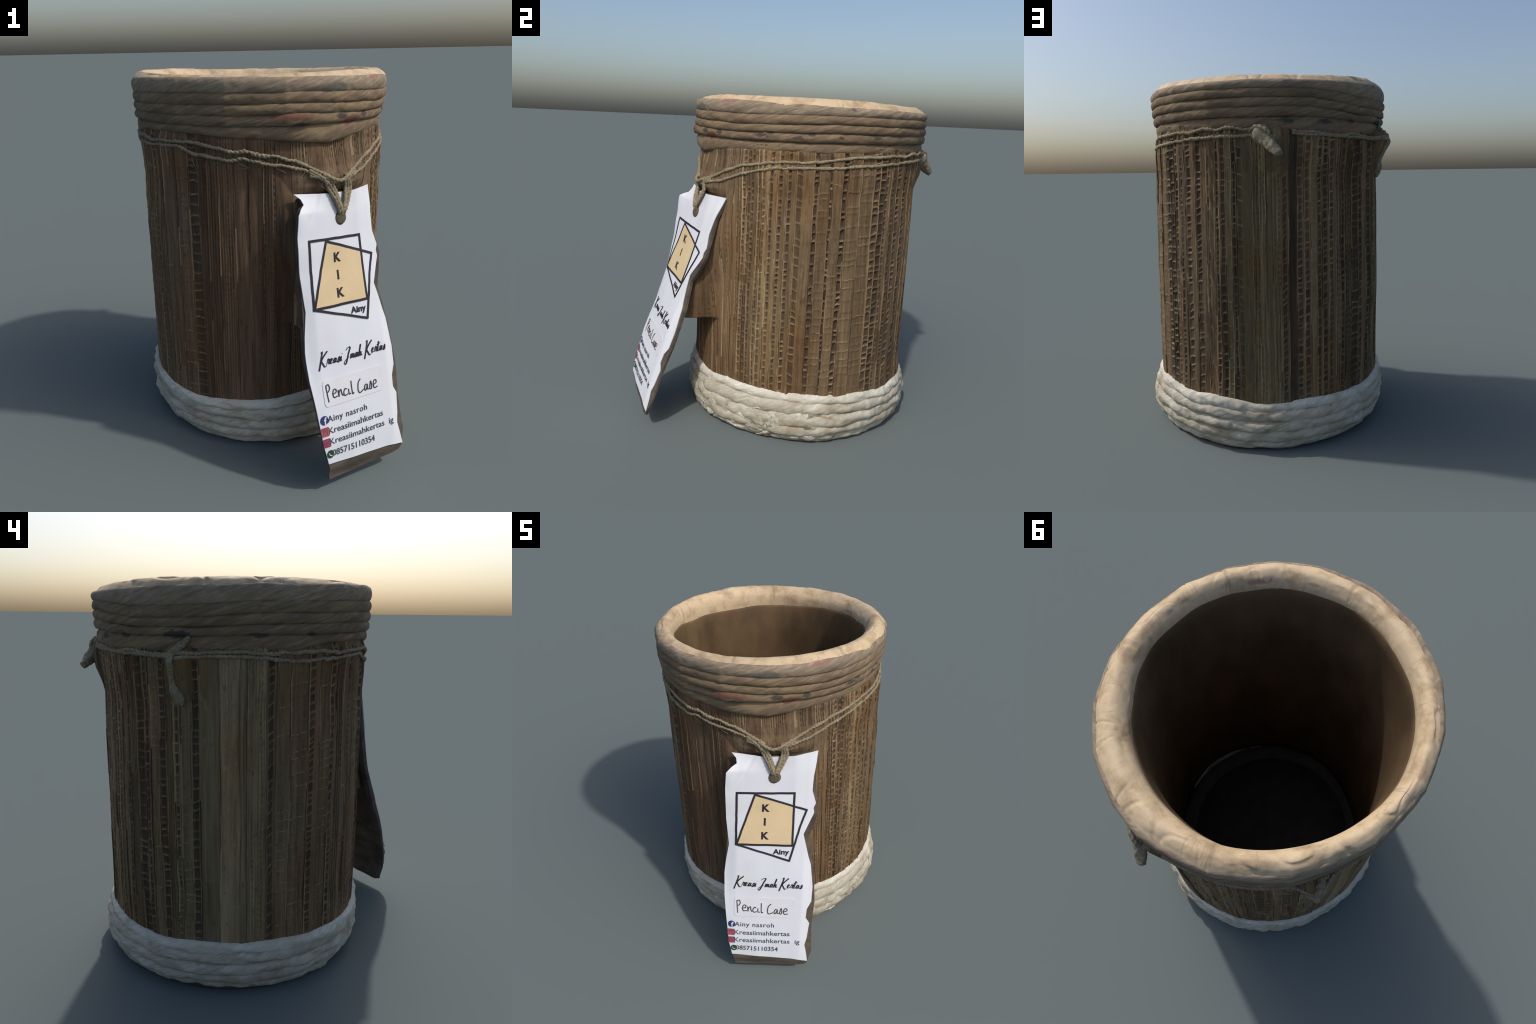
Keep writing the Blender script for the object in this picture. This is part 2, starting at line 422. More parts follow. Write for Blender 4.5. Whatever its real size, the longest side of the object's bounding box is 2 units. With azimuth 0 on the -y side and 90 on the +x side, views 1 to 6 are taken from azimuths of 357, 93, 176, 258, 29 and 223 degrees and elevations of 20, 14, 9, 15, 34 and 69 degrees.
# -- core wall behind the strips
deg = np.linspace(-180, 180, 240, endpoint=False); zz = np.concatenate([[.02], np.arange(.22, 1.76, .02), [1.8, 1.94]])
D, Z = np.meshgrid(deg, zz, indexing='ij')
R = r_body(D, Z) - .022
new_object("wall_core", mesh_from("wall_core", pos(D, Z, R), grid_faces(len(deg), len(zz), wrap_u=True), [MAT['core']]), cup)

# -- strips of dried bark: (left edge in degrees, kind, colour)
STRIPS = [
    (-177.1, 'ruffle', 'grey'), (-173.1, 'lite', 'grey'), (-167.4, 'lite', 'grey'), (-159.7, 'cell', 'grey'), (-154.1, 'lite', 'brown'), (-148.6, 'cell', 'grey'),
    (-144.4, 'fine', 'grey'), (-140.2, 'lite', 'brown'), (-136.0, 'fine', 'brown'), (-131.6, 'lite', 'brown'), (-124.8, 'ladder', 'brown'), (-119.6, 'fine', 'red'), (-116.1, 'fine', 'red'),
    (-111.1, 'fine', 'red'), (-104.4, 'smooth', 'red'), (-98.7, 'smooth', 'red'), (-93.0, 'fine', 'red'), (-88.3, 'smooth', 'red'), (-81.4, 'fine', 'brown'),
    (-75.0, 'smooth', 'red'), (-68.0, 'fine', 'brown'), (-61.5, 'fine', 'brown'), (-56.0, 'smooth', 'brown'), (-51.0, 'fine', 'brown'), (-46.5, 'smooth', 'brown'), (-42.8, 'fine', 'brown'),
    (-37.1, 'smooth', 'brown'), (-35.0, 'fine', 'tan'), (-32.1, 'cell', 'tan'), (-29.3, 'pits', 'brown'), (-27.4, 'cell', 'tan'), (-23.6, 'cell', 'tan'), (-21.4, 'cell', 'tan'), (-17.9, 'cell', 'tan'), (-13.6, 'cell', 'tan'),
    (-9.4, 'cell', 'tan'), (-5.0, 'lumpy', 'tan'), (3.2, 'pits', 'brown'), (5.2, 'flat', 'tan'), (10.3, 'pits', 'brown'), (11.5, 'flat', 'tan'), (16.2, 'pits', 'brown'),
    (18.5, 'flat', 'tan'), (25.3, 'flat', 'tan'), (32.6, 'ladder', 'brown'), (35.9, 'ladder', 'brown'), (39.6, 'cell', 'brown'), (43.6, 'cell', 'brown'), (47.4, 'cell', 'brown'), (53.6, 'cell', 'brown'),
    (59.6, 'lumpy', 'brown'), (63.7, 'cell', 'tan'), (65.9, 'ladder', 'brown'), (68.6, 'flat', 'olive'), (71.5, 'ladder', 'brown'), (73.3, 'lumpy', 'olive'), (80.6, 'fine', 'olive'),
    (83.2, 'fine', 'olive'), (86.3, 'smooth', 'olive'), (89.3, 'fine', 'olive'), (92.4, 'ruffle', 'brown'), (95.9, 'gap', 'gap'), (99.4, 'cell', 'grey'), (102.7, 'cell', 'grey'), (106.0, 'lite', 'pale'),
    (108.9, 'cell', 'grey'), (111.5, 'cell', 'grey'), (114.6, 'cell', 'grey'), (118.8, 'fine', 'grey'), (121.8, 'cell', 'grey'), (124.2, 'fine', 'brown'), (128.6, 'ladder', 'brown'), (133.4, 'cell', 'brown'),
    (136.3, 'lite', 'grey'), (140.5, 'ladder', 'brown'), (143.6, 'fine', 'brown'), (147.0, 'cell', 'olive'), (149.8, 'lite', 'olive'), (153.9, 'ladder', 'brown'), (157.2, 'smooth', 'pale'), (165.0, 'smooth', 'pale'),
    (172.5, 'smooth', 'pale'), (175.5, 'fine', 'pale'),
]
ZR = np.arange(.235, 1.742, .0044)
NZ = len(ZR)
def edge_line(i):
    """sideways wander of the seam between strips, in degrees"""
    return .42 * noise3(i * 7.3 + .5, 0.5, ZR * 2.3, 40) + .22 * noise3(i * 3.1, 0.2, ZR * 11, 41)

def cell_rows(rng, pitch, jitter):
    z, out = ZR[0] - rng.uniform(0, pitch), []
    while z < ZR[-1] + pitch:
        out.append(z); z += pitch * rng.uniform(1 - jitter, 1 + jitter)
    return np.array(out)

def strip_relief(kind, q, w, rng, i):
    """q: nq positions across (0..1), w: width in metres -> depth and class arrays nq x NZ; class 0 bark 1 rib 2 cell 3 pit"""
    nq = len(q); Q = np.broadcast_to(q[:, None], (nq, NZ)); X = Q * w
    d = np.zeros((nq, NZ)); cl = np.zeros((nq, NZ), int)
    fib = noise3(X * 190, i * 3.7, ZR[None] * 5, 60) + .6 * noise3(X * 420, i * 1.7, ZR[None] * 9, 61)
    edge = np.minimum(X, w - X)
    ribw = .0046 + .0016 * noise3(i * 6.1, 4, ZR[None] * 6, 59)
    act = sstep(-.55, .15, noise3(i * 3.9, 7, ZR[None] * 1.5, 58) + .35 * noise3(i * 2.9, 5, ZR[None] * 6, 57))
    s0 = float(rng.uniform(0, .12)); s1 = float(rng.uniform(.50, .66))
    side = dict(cell=(s0, s1), lumpy=(0, .42), ruffle=(.1, .8)).get(kind, (0, 1))
    if kind == 'cell' and w < .042: side = (0, .8)
    def rows(pitch, jitter, thick, slope, gain, p_pit, depth, margin, hue=True):
        zr = cell_rows(rng, pitch, jitter)
        sl = rng.normal(slope, .25 * abs(slope) + .10, len(zr)); h = rng.uniform(.2, 1, len(zr)); pit = rng.uniform(0, 1, len(zr)) < p_pit
        xc = X - w / 2
        zloc = ZR[None] - np.clip(rng.normal(0, 1), -1, 1) * 0 - slope * xc + .006 * noise3(X * 60, i * 9.1, ZR[None] * 14, 62)
        k = np.clip(np.searchsorted(zr, zloc) - 1, 0, len(zr) - 2)
        lo = zloc - zr[k]; hi = zr[k + 1] - zloc
        edge_b = np.minimum(X - side[0] * w, side[1] * w - X)
        inside = sstep(0, margin, edge_b - ribw * .6) * sstep(0, .010, np.minimum(lo, hi) - thick * .3)
        strong = np.where(lo < hi, h[k], h[np.minimum(k + 1, len(h) - 1)]) > (1 - gain)
        reach = noise3(X * 90, i * 2.3, np.round(ZR[None] / .02) * .9, 56) > -.35
        memb = (np.minimum(lo, hi) < thick * (.7 + .5 * noise3(X * 150, i, ZR[None] * 60, 55))) & (edge_b > ribw * .5) & reach
        dep = depth * np.where(pit[k], 1.0, .55) * (.7 + .5 * h[k]) * (.25 + .75 * act)
        return inside, memb & strong, pit[k] & (act + .5 * noise3(X * 120, i, ZR[None] * 70, 54) > .40), dep, strong
    if kind in ('cell', 'ladder', 'pits', 'lite', 'lumpy', 'flat', 'ruffle'):
        P = dict(cell=(.043, .45, .0030, .30, .50, .55, .0075, .006), ladder=(.046, .45, .0032, .12, .65, .62, .0090, .006), pits=(.050, .5, .0050, .1, .5, .92, .0115, .003),
                 lite=(.050, .5, .0024, .15, .55, .09, .0045, .008), lumpy=(.060, .5, .0030, -.35, .45, .16, .0065, .012), flat=(.060, .5, .0024, .05, .55, .03, .0035, .008),
                 ruffle=(.046, .55, .0030, .8, .6, .40, .0085, .007))[kind]
        ins, memb, pit, dep, strong = rows(*P)
        d -= ins * dep
        if kind in ('cell', 'ladder', 'pits', 'ruffle', 'lumpy'):
            cl[(ins > .34)] = 2
            cl[(ins > .62) & pit] = 3
        elif kind == 'lite':
            d += .0016 * fbm3(X * 45, i * 2.7, ZR[None] * 24, 51)
        d += memb * .0012; cl[memb] = np.where(noise3(i * 1.3, X[memb] * 0 + 2, np.broadcast_to(ZR[None], X.shape)[memb] * 9, 52) > .12, 1, 0)
        if kind in ('lumpy', 'flat', 'cell'):
            d += (.0034 if kind == 'lumpy' else .0022) * fbm3(X * 26, i * 5.5, ZR[None] * 17 + Q * 2, 63)
    if kind == 'fine':
        nr = max(2, int(w / .013)); g = np.abs(((X / w * nr + .25 * noise3(i, .3, ZR[None] * 3, 64)) % 1) - .5) * 2
        d -= .0028 * sstep(.35, .95, 1 - g); cl[(g < .26) & (noise3(X * 60, i, ZR[None] * 3, 53) > -.35)] = 2
        cl[(g > .86) & (noise3(X * 40, i, ZR[None] * 4, 65) > .05)] = 1
        nb = np.abs(((ZR[None] / .034 + .8 * noise3(np.floor(X / w * nr) * 3.3, i, ZR[None] * 6, 50)) % 1) - .5) * 2       # faint beading between the fibres
        on = noise3(np.floor(X / w * nr) * 5.1, i, ZR[None] * 2.2, 49) > -.05
        d -= .0022 * sstep(.30, .75, nb) * on * sstep(.7, .3, g); cl[(g < .40) & (nb > .62) & on] = 2
    if kind == 'smooth':
        d += .0020 * fbm3(X * 30, i, ZR[None] * 2.2, 66)
        cl[noise3(X * 70, i * 2.2, ZR[None] * 1.8, 67) > .62] = 2
        cl[noise3(X * 90, i * 2.9, ZR[None] * 1.3, 68) > .70] = 1
    if kind == 'gap':
        d -= .014 * sstep(0, .012, edge) * (1 + .3 * noise3(X * 30, 2, ZR[None] * 4, 69)); cl[:] = 0
    d += fib * .0009
    rib_on = noise3(i * 4.4, X * 12, ZR[None] * 3.5, 70) > (-.25 if kind in ('cell', 'ladder', 'flat', 'lumpy') else .25)
    rib = edge < ribw
    bump = np.clip(1 - edge / ribw, 0, 1)
    if kind not in ('gap',):
        d += .0022 * bump * rib_on; cl[rib & rib_on & (edge < ribw * .9)] = 1
    seam = edge < .0012
    d -= .003 * seam * ~rib_on
    return d, cl

# the pale smooth patch on the far side is worn through at the top, ruffled along its lower edge
E = [s[0] for s in STRIPS] + [STRIPS[0][0] + 360]
for i, (a0, kind, hue) in enumerate(STRIPS):
    rng = np.random.default_rng(100 + i)
    a1 = E[i + 1]; w = (a1 - a0) * RAD * .69
    nq = max(7, int(round(w / .0034)) + 1)
    q = np.linspace(0, 1, nq)
    L = a0 + edge_line(i); Rr = a1 + edge_line((i + 1) % len(STRIPS))
    A = L[None] + (Rr - L)[None] * q[:, None]
    d, cl = strip_relief(kind, q, w, rng, i)
    fade = sstep(1.735, 1.68, ZR)[None]
    d = d * (.35 + .65 * fade) * (.3 + .7 * sstep(.29, .36, ZR)[None])
    calm = web(A, ZR[None], .69)[1] + np.exp(-(adiff(A, 150.3) / 5) ** 2) * sstep(1.42, 1.5, ZR)[None] + np.exp(-(adiff(A, 91.5) / 6) ** 2) * sstep(1.45, 1.52, ZR)[None]
    d *= 1 - .8 * np.clip(calm, 0, 1)
    cl = np.where((calm > .35), 0, cl)
    off = .0014 * rng.normal() + .0022 * noise3(i * 2.2, 0, ZR * 1.5, 71)[None]
    big = .0045 * fbm3(np.cos(A * RAD) * 2.2, np.sin(A * RAD) * 2.2, ZR[None] * 1.6, 72, 2)
    r = r_body(A, ZR[None]) + d + off + big + .003 - .012 * sstep(1.69, 1.725, ZR)[None]
    Zg = np.broadcast_to(ZR[None], A.shape)
    P = pos(A, Zg, r); Qb = pos(A, Zg, r_body(A, ZR[None]) - .030)
    fm = np.maximum(np.maximum(cl[:-1, :-1], 0), 0)
    # pale strips keep a darker ruffled remnant near the top
    m = [MAT[hue], MAT[hue + '_rib'], MAT[hue + '_cell'], MAT['pit']]
    # thin back: two columns only
    N = nq * NZ; B = np.stack([Qb[0], Qb[-1]])
    j = np.arange(NZ - 1)
    sides = np.concatenate([np.stack([N + j, j, j + 1, N + j + 1], -1)[:, ::-1], np.stack([(nq - 1) * NZ + j, N + NZ + j, N + NZ + j + 1, (nq - 1) * NZ + j + 1], -1)[:, ::-1] * 1, np.stack([N + NZ + j, N + j, N + j + 1, N + NZ + j + 1], -1)])
    me = mesh_from("bark_strip", np.concatenate([P.reshape(-1, 3), B.reshape(-1, 3)]), np.concatenate([grid_faces(nq, NZ), sides]), m, np.concatenate([fm.ravel(), np.full(len(sides), 0)]))
    me.set_sharp_from_angle(angle=65 * RAD)
    new_object("bark_strip", me, cup)

# -- lining, floor and base board
deg = np.linspace(-180, 180, 144, endpoint=False)
LIPZ = [(-60, 1.958), (-20, 1.952), (15, 1.938), (50, 1.915), (90, 1.885), (140, 1.872), (180, 1.888), (-150, 1.925), (-110, 1.952)]
MOUTH = [(118, .598), (143, .592), (169, .596), (-168, .607), (-156, .606), (-132, .600), (-108, .588), (-84, .598), (-67, .590), (-46, .590), (-24, .584), (-3, .578), (23, .578), (42, .568), (64, .570), (82, .574), (98, .580)]
ZL = np.concatenate([[1.0, .985, .96, .92, .86, .78, .68], np.linspace(.6, 0, 9)])      # share of the depth
D, K = np.meshgrid(deg, np.arange(len(ZL)), indexing='ij')
lip = pinterp(D, LIPZ) + .006 * noise3(np.cos(D * RAD) * 5, np.sin(D * RAD) * 5, 4, 81)
Z = .018 + (lip - .018) * ZL[K]
INSET = [(0, .018), (30, .030), (60, .042), (90, .036), (118, .024), (135, .020), (155, .008), (180, .004), (-155, .006), (-132, .008), (-112, .012), (-85, .011), (-55, .007), (-25, .010)]
FLARE = [(0, .042), (40, .012), (90, .0), (150, .0), (180, .0), (-150, -.008), (-112, -.020), (-70, .004), (-40, .020)]
inr = pinterp(D, MOUTH) - .006
rim_r = inr + np.interp(Z, [1.80, 1.905, 1.940, 1.966, 1.985], [0, 0, .05, .17, .33]) * (.714 - inr)
deep = np.interp(Z, [0, .5, 1.0, 1.5, 1.75], [.612, .596, .584, .584, .590]) + pinterp(D, FLARE) * (1 - sstep(.1, .8, Z)) - pinterp(D, INSET) * sstep(.35, 1.3, Z) - .012 * np.exp(-((Z - 1.74) / .12) ** 2) + .004 * noise3(np.cos(D * RAD) * 3, np.sin(D * RAD) * 3, Z * 2, 80)
up = sstep(1.66, 1.86, Z)
Rl = deep * (1 - up) + (rim_r - .0045) * up + .012 * (K == 0)
inner = pos(D, Z, Rl); outer = pos(D, np.minimum(Z, 1.84), np.minimum(Rl + .05, .655))
ring = np.concatenate([inner, outer[:, ::-1]], 1)
new_object("inner_lining", mesh_from("inner_lining", ring, grid_faces(len(deg), ring.shape[1], wrap_u=True, wrap_v=True, flip=True), [MAT['lining']]), cup)
def disc(name, rings, mats, fm=None):
    """lathe with a closed top and bottom: rings of (r, z)"""
    rr = np.array(rings); D, K = np.meshgrid(deg, np.arange(len(rr)), indexing='ij')
    V = pos(D, rr[K, 1], rr[K, 0]); n = len(deg); k = len(rr)
    me = mesh_tris(name, V, grid_faces(n, k, wrap_u=True), np.zeros((0, 3), int), mats)
    bm = bmesh.new(); bm.from_mesh(me)
    bmesh.ops.holes_fill(bm, edges=[e for e in bm.edges if e.is_boundary], sides=0)
    bmesh.ops.recalc_face_normals(bm, faces=bm.faces); bm.to_mesh(me); bm.free()
    for p in me.polygons: p.use_smooth = len(p.vertices) == 4
    return me
new_object("cup_floor", disc("cup_floor", [(.64, .012), (.64, .022), (.3, .023)], [MAT['floor']]), cup)
new_object("floor_fillet", disc("floor_fillet", [(.640, .015), (.625, .060), (.578, .042), (.562, .032), (.546, .027), (.53, .015)], [MAT['fillet']]), cup)
new_object("base_board", disc("base_board", [(.62, .0), (.658, .0), (.663, .004), (.663, .018), (.60, .020)], [MAT['plate']]), cup)

# -- rope bands
def rope_ring(name, zc, b, rout, a, mat, lobes=3, turns=15, depth=.16, seed=0, calm=None, lump=.0, n=900, sides=22):
    deg = np.linspace(-180, 180, n, endpoint=False); t = deg * RAD
    phi = np.arange(sides) / sides * 2 * math.pi
    D, F = np.meshgrid(deg, phi, indexing='ij'); T = D * RAD
    warp = 1.4 * noise3(np.cos(T) * 2.5, np.sin(T) * 2.5, seed, 90) + .5 * noise3(np.cos(T) * 9, np.sin(T) * 9, seed, 91)
    ph = lobes * F + turns * T + warp * lobes * .5
    l = np.abs(np.sin(ph * .5)) ** .7 - .62
    amp = depth * (.55 + .6 * noise3(np.cos(T) * 5, np.sin(T) * 5, seed + 3.3, 92))
    if calm is not None: amp = amp * calm(D)
    fibre = .25 * np.sin(ph * 3.3 + 3 * noise3(np.cos(T) * 14, np.sin(T) * 14, F * 1.3, 93))
    k = 1 + amp * (l + .35 * fibre) + lump * fbm3(np.cos(T) * 9, np.sin(T) * 9, np.cos(F) * 1.4 + seed, 94)
    za = zc(deg)[:, None]; bb = b(deg)[:, None]; Ra = rout(deg)[:, None]
    zshift = lambda f: 1.2 * np.sin(f)
    fuzz = .0016 * noise3(np.cos(T) * 26 + zshift(F), np.sin(T) * 26, seed + np.sin(F) * 1.5, 89)
    rad = Ra - a + np.where(np.cos(F) > 0, a, .030) * np.cos(F) * (1 + 1.25 * (k - 1)) + fuzz
    zz = za + bb * np.sin(F) * (1 + .35 * (k - 1))
    return mesh_from(name, pos(D, np.clip(zz, .0005, None), rad), grid_faces(n, sides, wrap_u=True, wrap_v=True, flip=False), [mat])

WAVE = [(-170, -.008), (-120, .004), (-70, .004), (-30, -.012), (10, .002), (60, .004), (105, .003), (132, -.030), (157, -.028), (176, -.010)]
G = [1.962, 1.907, 1.860, 1.815, 1.768, 1.708]     # grooves between the coils
def groove(i):
    s = [0, .8, 1, .8, .4, .2][i]
    extra = [0, 0, 0, 0, 0, 1][i]
    return lambda d: G[i] + s * pinterp(d, WAVE) + tilt(d) * [1, .3, .1, 0, 0, 0][i] + extra * pinterp(d, [(-150, .02), (-120, .02), (-84, -.004), (-66, -.03), (-50, -.006), (-28, .004), (40, .004), (110, -.014), (-165, -.008)])
def tilt(d): return .018 * np.cos((np.asarray(d, float) + 110) * RAD)
ROUT = [.714, .715, .714, .710, .700]
for i in range(5):
    top, bot = groove(i), groove(i + 1)
    zc = lambda d, top=top, bot=bot, i=i: (top(d) + bot(d)) / 2 - .002 + .0030 * noise3(np.cos(d * RAD) * 5, np.sin(d * RAD) * 5, i * 4.0, 88)
    b = lambda d, top=top, bot=bot: (top(d) - bot(d)) / 2 * 1.13
    def rout(d, i=i):
        r = ROUT[i] + ellip(d * RAD, 1.85) * 1.1
        r = r * facet(d, .5) if i < 4 else r * facet(d, .3)
        r = r - [0, 0, .005, .011, .018][i] * np.exp(-(adiff(d, -24) / 42) ** 2) - [0, 0, .002, .006, .010][i] * np.exp(-(adiff(d, 44) / 25) ** 2)
        bump = [.0, .0, .006, .020, .010][i]
        return r + bump * np.exp(-(adiff(d, -80) / 9) ** 2) + .002 * noise3(np.cos(d * RAD) * 4, np.sin(d * RAD) * 4, i * 3.0, 95)
    me = rope_ring("rope_coil", zc, b, rout, .0190, MAT['rope' if i else 'rope_pale'], lobes=3, turns=17 + i % 2, depth=[.10, .13, .15, .16, .12][i] * 1.1, seed=i * 5.1, lump=.05)
    new_object("rope_coil", me, cup)

# -- pale paper wrap over the rim
deg = np.linspace(-180, 180, 720, endpoint=False)
prof = smooth_path(np.array([(.40, 1.918), (.20, 1.924), (.10, 1.932), (.075, 1.943), (.105, 1.956), (.22, 1.971), (.38, 1.985), (.52, 1.990), (.67, 1.985), (.83, 1.966), (.95, 1.940), (1.0, 1.905), (1.0, 1.875), (.985, 1.848), (.93, 1.842), (.80, 1.86)]), 5)
D, K = np.meshgrid(deg, np.arange(len(prof)), indexing='ij'); T = D * RAD
nz = fbm3(np.cos(T) * 9, np.sin(T) * 9, prof[K, 0] * 5, 97)
crease = np.clip(1 - np.abs(noise3(np.cos(T) * 7, np.sin(T) * 7, prof[K, 0] * 1.1, 98)) * 9, 0, 1)
lipz = np.where(prof[K, 1] < 1.90, .018 * noise3(np.cos(T) * 4, np.sin(T) * 4, 3, 99) - .02 * np.exp(-(adiff(D, 175) / 45) ** 2), 0)
OutR = (.716 + ellip(T, 1.9)) * facet(D, .8); InR = pinterp(D, MOUTH) - .004
Rw = OutR + (InR - OutR) * prof[K, 0] + (.0035 * nz - .004 * crease) * sstep(0, .15, prof[K, 0]) * (1 - .92 * sstep(.78, .92, prof[K, 0]))
CREST = [(-167, 1.999), (-137, 1.990), (-100, 1.989), (-76, 1.993), (-48, 1.999), (-20, 1.992), (20, 1.989), (44, 1.979), (66, 1.975), (90, 1.976), (115, 1.980), (140, 1.995)]
hi = sstep(.05, .30, prof[K, 0])
Zw = prof[K, 1] + tilt(D) * .9 * (1 - hi) + (pinterp(D, CREST) - 1.988) * hi + .003 * noise3(np.cos(T) * 6, np.sin(T) * 6, prof[K, 0] * 2.5, 101) - .003 * crease * (prof[K, 1] > 1.94) + lipz
Zw = np.minimum(Zw, 2.0)
new_object("rim_wrap", mesh_from("rim_wrap", pos(D, Zw, Rw), grid_faces(len(deg), len(prof), wrap_u=True, wrap_v=True), [MAT['rim']]), cup)

# -- white rope around the foot
TOPW = [(-179, .286), (-150, .276), (-122, .273), (-100, .296), (-72, .325), (-55, .300), (-38, .324), (2, .318), (33, .309), (52, .285), (61, .292), (80, .266), (104, .274), (139, .268), (156, .283)]
ZC = [.262, .208, .150, .094, .042]; RO = [.713, .722, .725, .719, .688]
pulp = lambda d: np.exp(-(adiff(d, -25) / 42) ** 4)
for i in range(5):
    zc = lambda d, i=i: ZC[i] + (pinterp(d, TOPW) - .293) * [1, .7, .4, .15, 0][i] + .0055 * fbm3(np.cos(d * RAD) * 3, np.sin(d * RAD) * 3, i * 2.0, 110, 3)
    b = lambda d, i=i: (.0345 if i < 4 else .037) * (1 + .25 * pulp(d) * (i in (1, 2, 3))) + .002 * noise3(np.cos(d * RAD) * 5, np.sin(d * RAD) * 5, i * 3.0, 111)
    def rout(d, i=i):
        r = RO[i] + ellip(d * RAD, .2)
        r = r + [.002, .012, .026, .028, .012][i] * np.exp(-(adiff(d, 12) / 24) ** 2) + [.004, .006, .010, .012, .012][i] * np.exp(-(adiff(d, -78) / 16) ** 2)
        r = r + [.006, .014, .016, .014, .004][i] * np.exp(-(adiff(d, 130) / 60) ** 2)
        r = r - [.0, .006, .008, .006, .0][i] * np.exp(-(adiff(d, -140) / 35) ** 2)
        r = r + [.004, .018, .022, .022, .022][i] * np.exp(-(adiff(d, -38) / 30) ** 2) + [0, 0, 0, .004, .022][i] * np.exp(-(adiff(d, 92) / 45) ** 2)
        return r + .003 * noise3(np.cos(d * RAD) * 6, np.sin(d * RAD) * 6, i * 7.0, 112)
    me = rope_ring("white_rope_coil", zc, b, rout, .032, MAT['white_rope' if i == 0 else 'white_dirty'], lobes=3, turns=13 + (i * 2) % 3, depth=.27, seed=20 + i * 4.3, calm=lambda d: 1 - .6 * pulp(d), lump=.24)
    new_object("white_rope_coil", me, cup)

# -- the torn ends of the foot rope, pressed flat into a lumpy patch
na, nz_ = 260, 60
da = np.linspace(-74, 30, na)[:, None]; zv = np.linspace(.012, .232, nz_)[None]
A = da + 0 * zv; Z = zv + 0 * da
T = A * RAD
ends = sstep(-74, -62, A) * (1 - sstep(14, 30, A)) ; ends = ends * sstep(.25, .205, Z + .010 * noise3(np.cos(T) * 8, np.sin(T) * 8, 1, 161))
bulge = np.interp(Z, [0, .04, .10, .17, .235], [.684, .718, .736, .734, .712]) + .014 * np.exp(-(adiff(A, 10) / 22) ** 2) + .012 * np.exp(-(adiff(A, -50) / 22) ** 2)
lump = .0075 * fbm3(np.cos(T) * 8, np.sin(T) * 8, Z * 16 + A * .05, 162, 4)
wr = -np.clip(1 - np.abs(noise3(np.cos(T) * 6, np.sin(T) * 6, Z * 11 - A * .07, 163)) * 7, 0, 1) * .008
layer = .006 * np.floor(2.0 * (Z / .22 + .25 * noise3(np.cos(T) * 4, np.sin(T) * 4, 2, 164))) / 2
Rp = (bulge + ellip(T, .2) + lump + 1.5 * wr + layer - .004) * ends + (1 - ends) * .690
P = pos(A, np.maximum(Z, .002), Rp); Q = pos(A, np.maximum(Z, .002), Rp * 0 + .665)
new_object("paper_pulp", solid_sheet("paper_pulp", P, Q, [MAT['pulp']]), cup)

# ------------------------------------------------------------------ twine around the neck
UP = [(-177, 1.680), (-164, 1.687), (-151, 1.686), (-144, 1.678), (-134, 1.686), (-123, 1.688), (-113, 1.673), (-104, 1.650), (-99, 1.653), (-94, 1.630), (-87, 1.622), (-79, 1.590), (-71.6, 1.546), (-66, 1.512)]
UP2 = [(-59, 1.510), (-54.8, 1.525), (-45, 1.568), (-34, 1.613), (-21.7, 1.638), (-8.4, 1.653), (5, 1.661), (20.7, 1.690), (36, 1.697), (45.7, 1.703), (51.5, 1.700), (59, 1.714), (64.5, 1.706), (71.4, 1.716), (78, 1.703), (84, 1.690)]
UP3 = [(97, 1.694), (107, 1.687), (118, 1.677), (127, 1.686), (137, 1.677), (144, 1.676), (149, 1.684)]
LOW1 = [(-171, 1.655), (-166, 1.647), (-156, 1.653), (-145, 1.655), (-129.4, 1.662), (-119.7, 1.633), (-106.3, 1.611), (-101.2, 1.616), (-94.6, 1.598), (-85.7, 1.581), (-77, 1.554), (-69.6, 1.511), (-65, 1.488)]
LOW2 = [(-60, 1.486), (-51.5, 1.508), (-46.3, 1.520), (-35, 1.563), (-25.8, 1.594), (-15.7, 1.616), (-8.3, 1.622), (13.4, 1.634), (27, 1.646), (45, 1.659), (56.8, 1.665), (66, 1.672), (76, 1.672), (84, 1.676)]
LOW3 = [(97, 1.682), (110, 1.678), (125, 1.672), (140, 1.668), (149, 1.668)]
UP0 = [(151, 1.684), (157, 1.683), (166, 1.688), (174, 1.688), (183, 1.680)]
LOW0 = [(151, 1.664), (160, 1.668), (174, 1.669), (182, 1.662), (189, 1.655)]
def twine(name, ctrl, seed, r=.0085, lift=.0045, mat='twine'):
    c = smooth_path(np.array(ctrl, float), 16)
    d, z = c[:, 0], c[:, 1]
    z = z + .0035 * noise3(d * .35, seed, 0, 120) + .0018 * noise3(d * 1.1, seed, 0, 121)
    rr = r * (1 + .28 * noise3(d * .5, seed, 3, 122))
    p = pos(d, z, r_body(d, z) + lift + .002 * noise3(d * .4, seed, 5, 123))
    return new_object(name, tube(name, p, rr, [MAT[mat]], 10, lobes=2, twist=150, depth=.22), cup)
for s, c in enumerate((UP, UP2, UP3, LOW1, LOW2, LOW3, UP0, LOW0)):
    twine("twine_strand", c, s * 3.7)
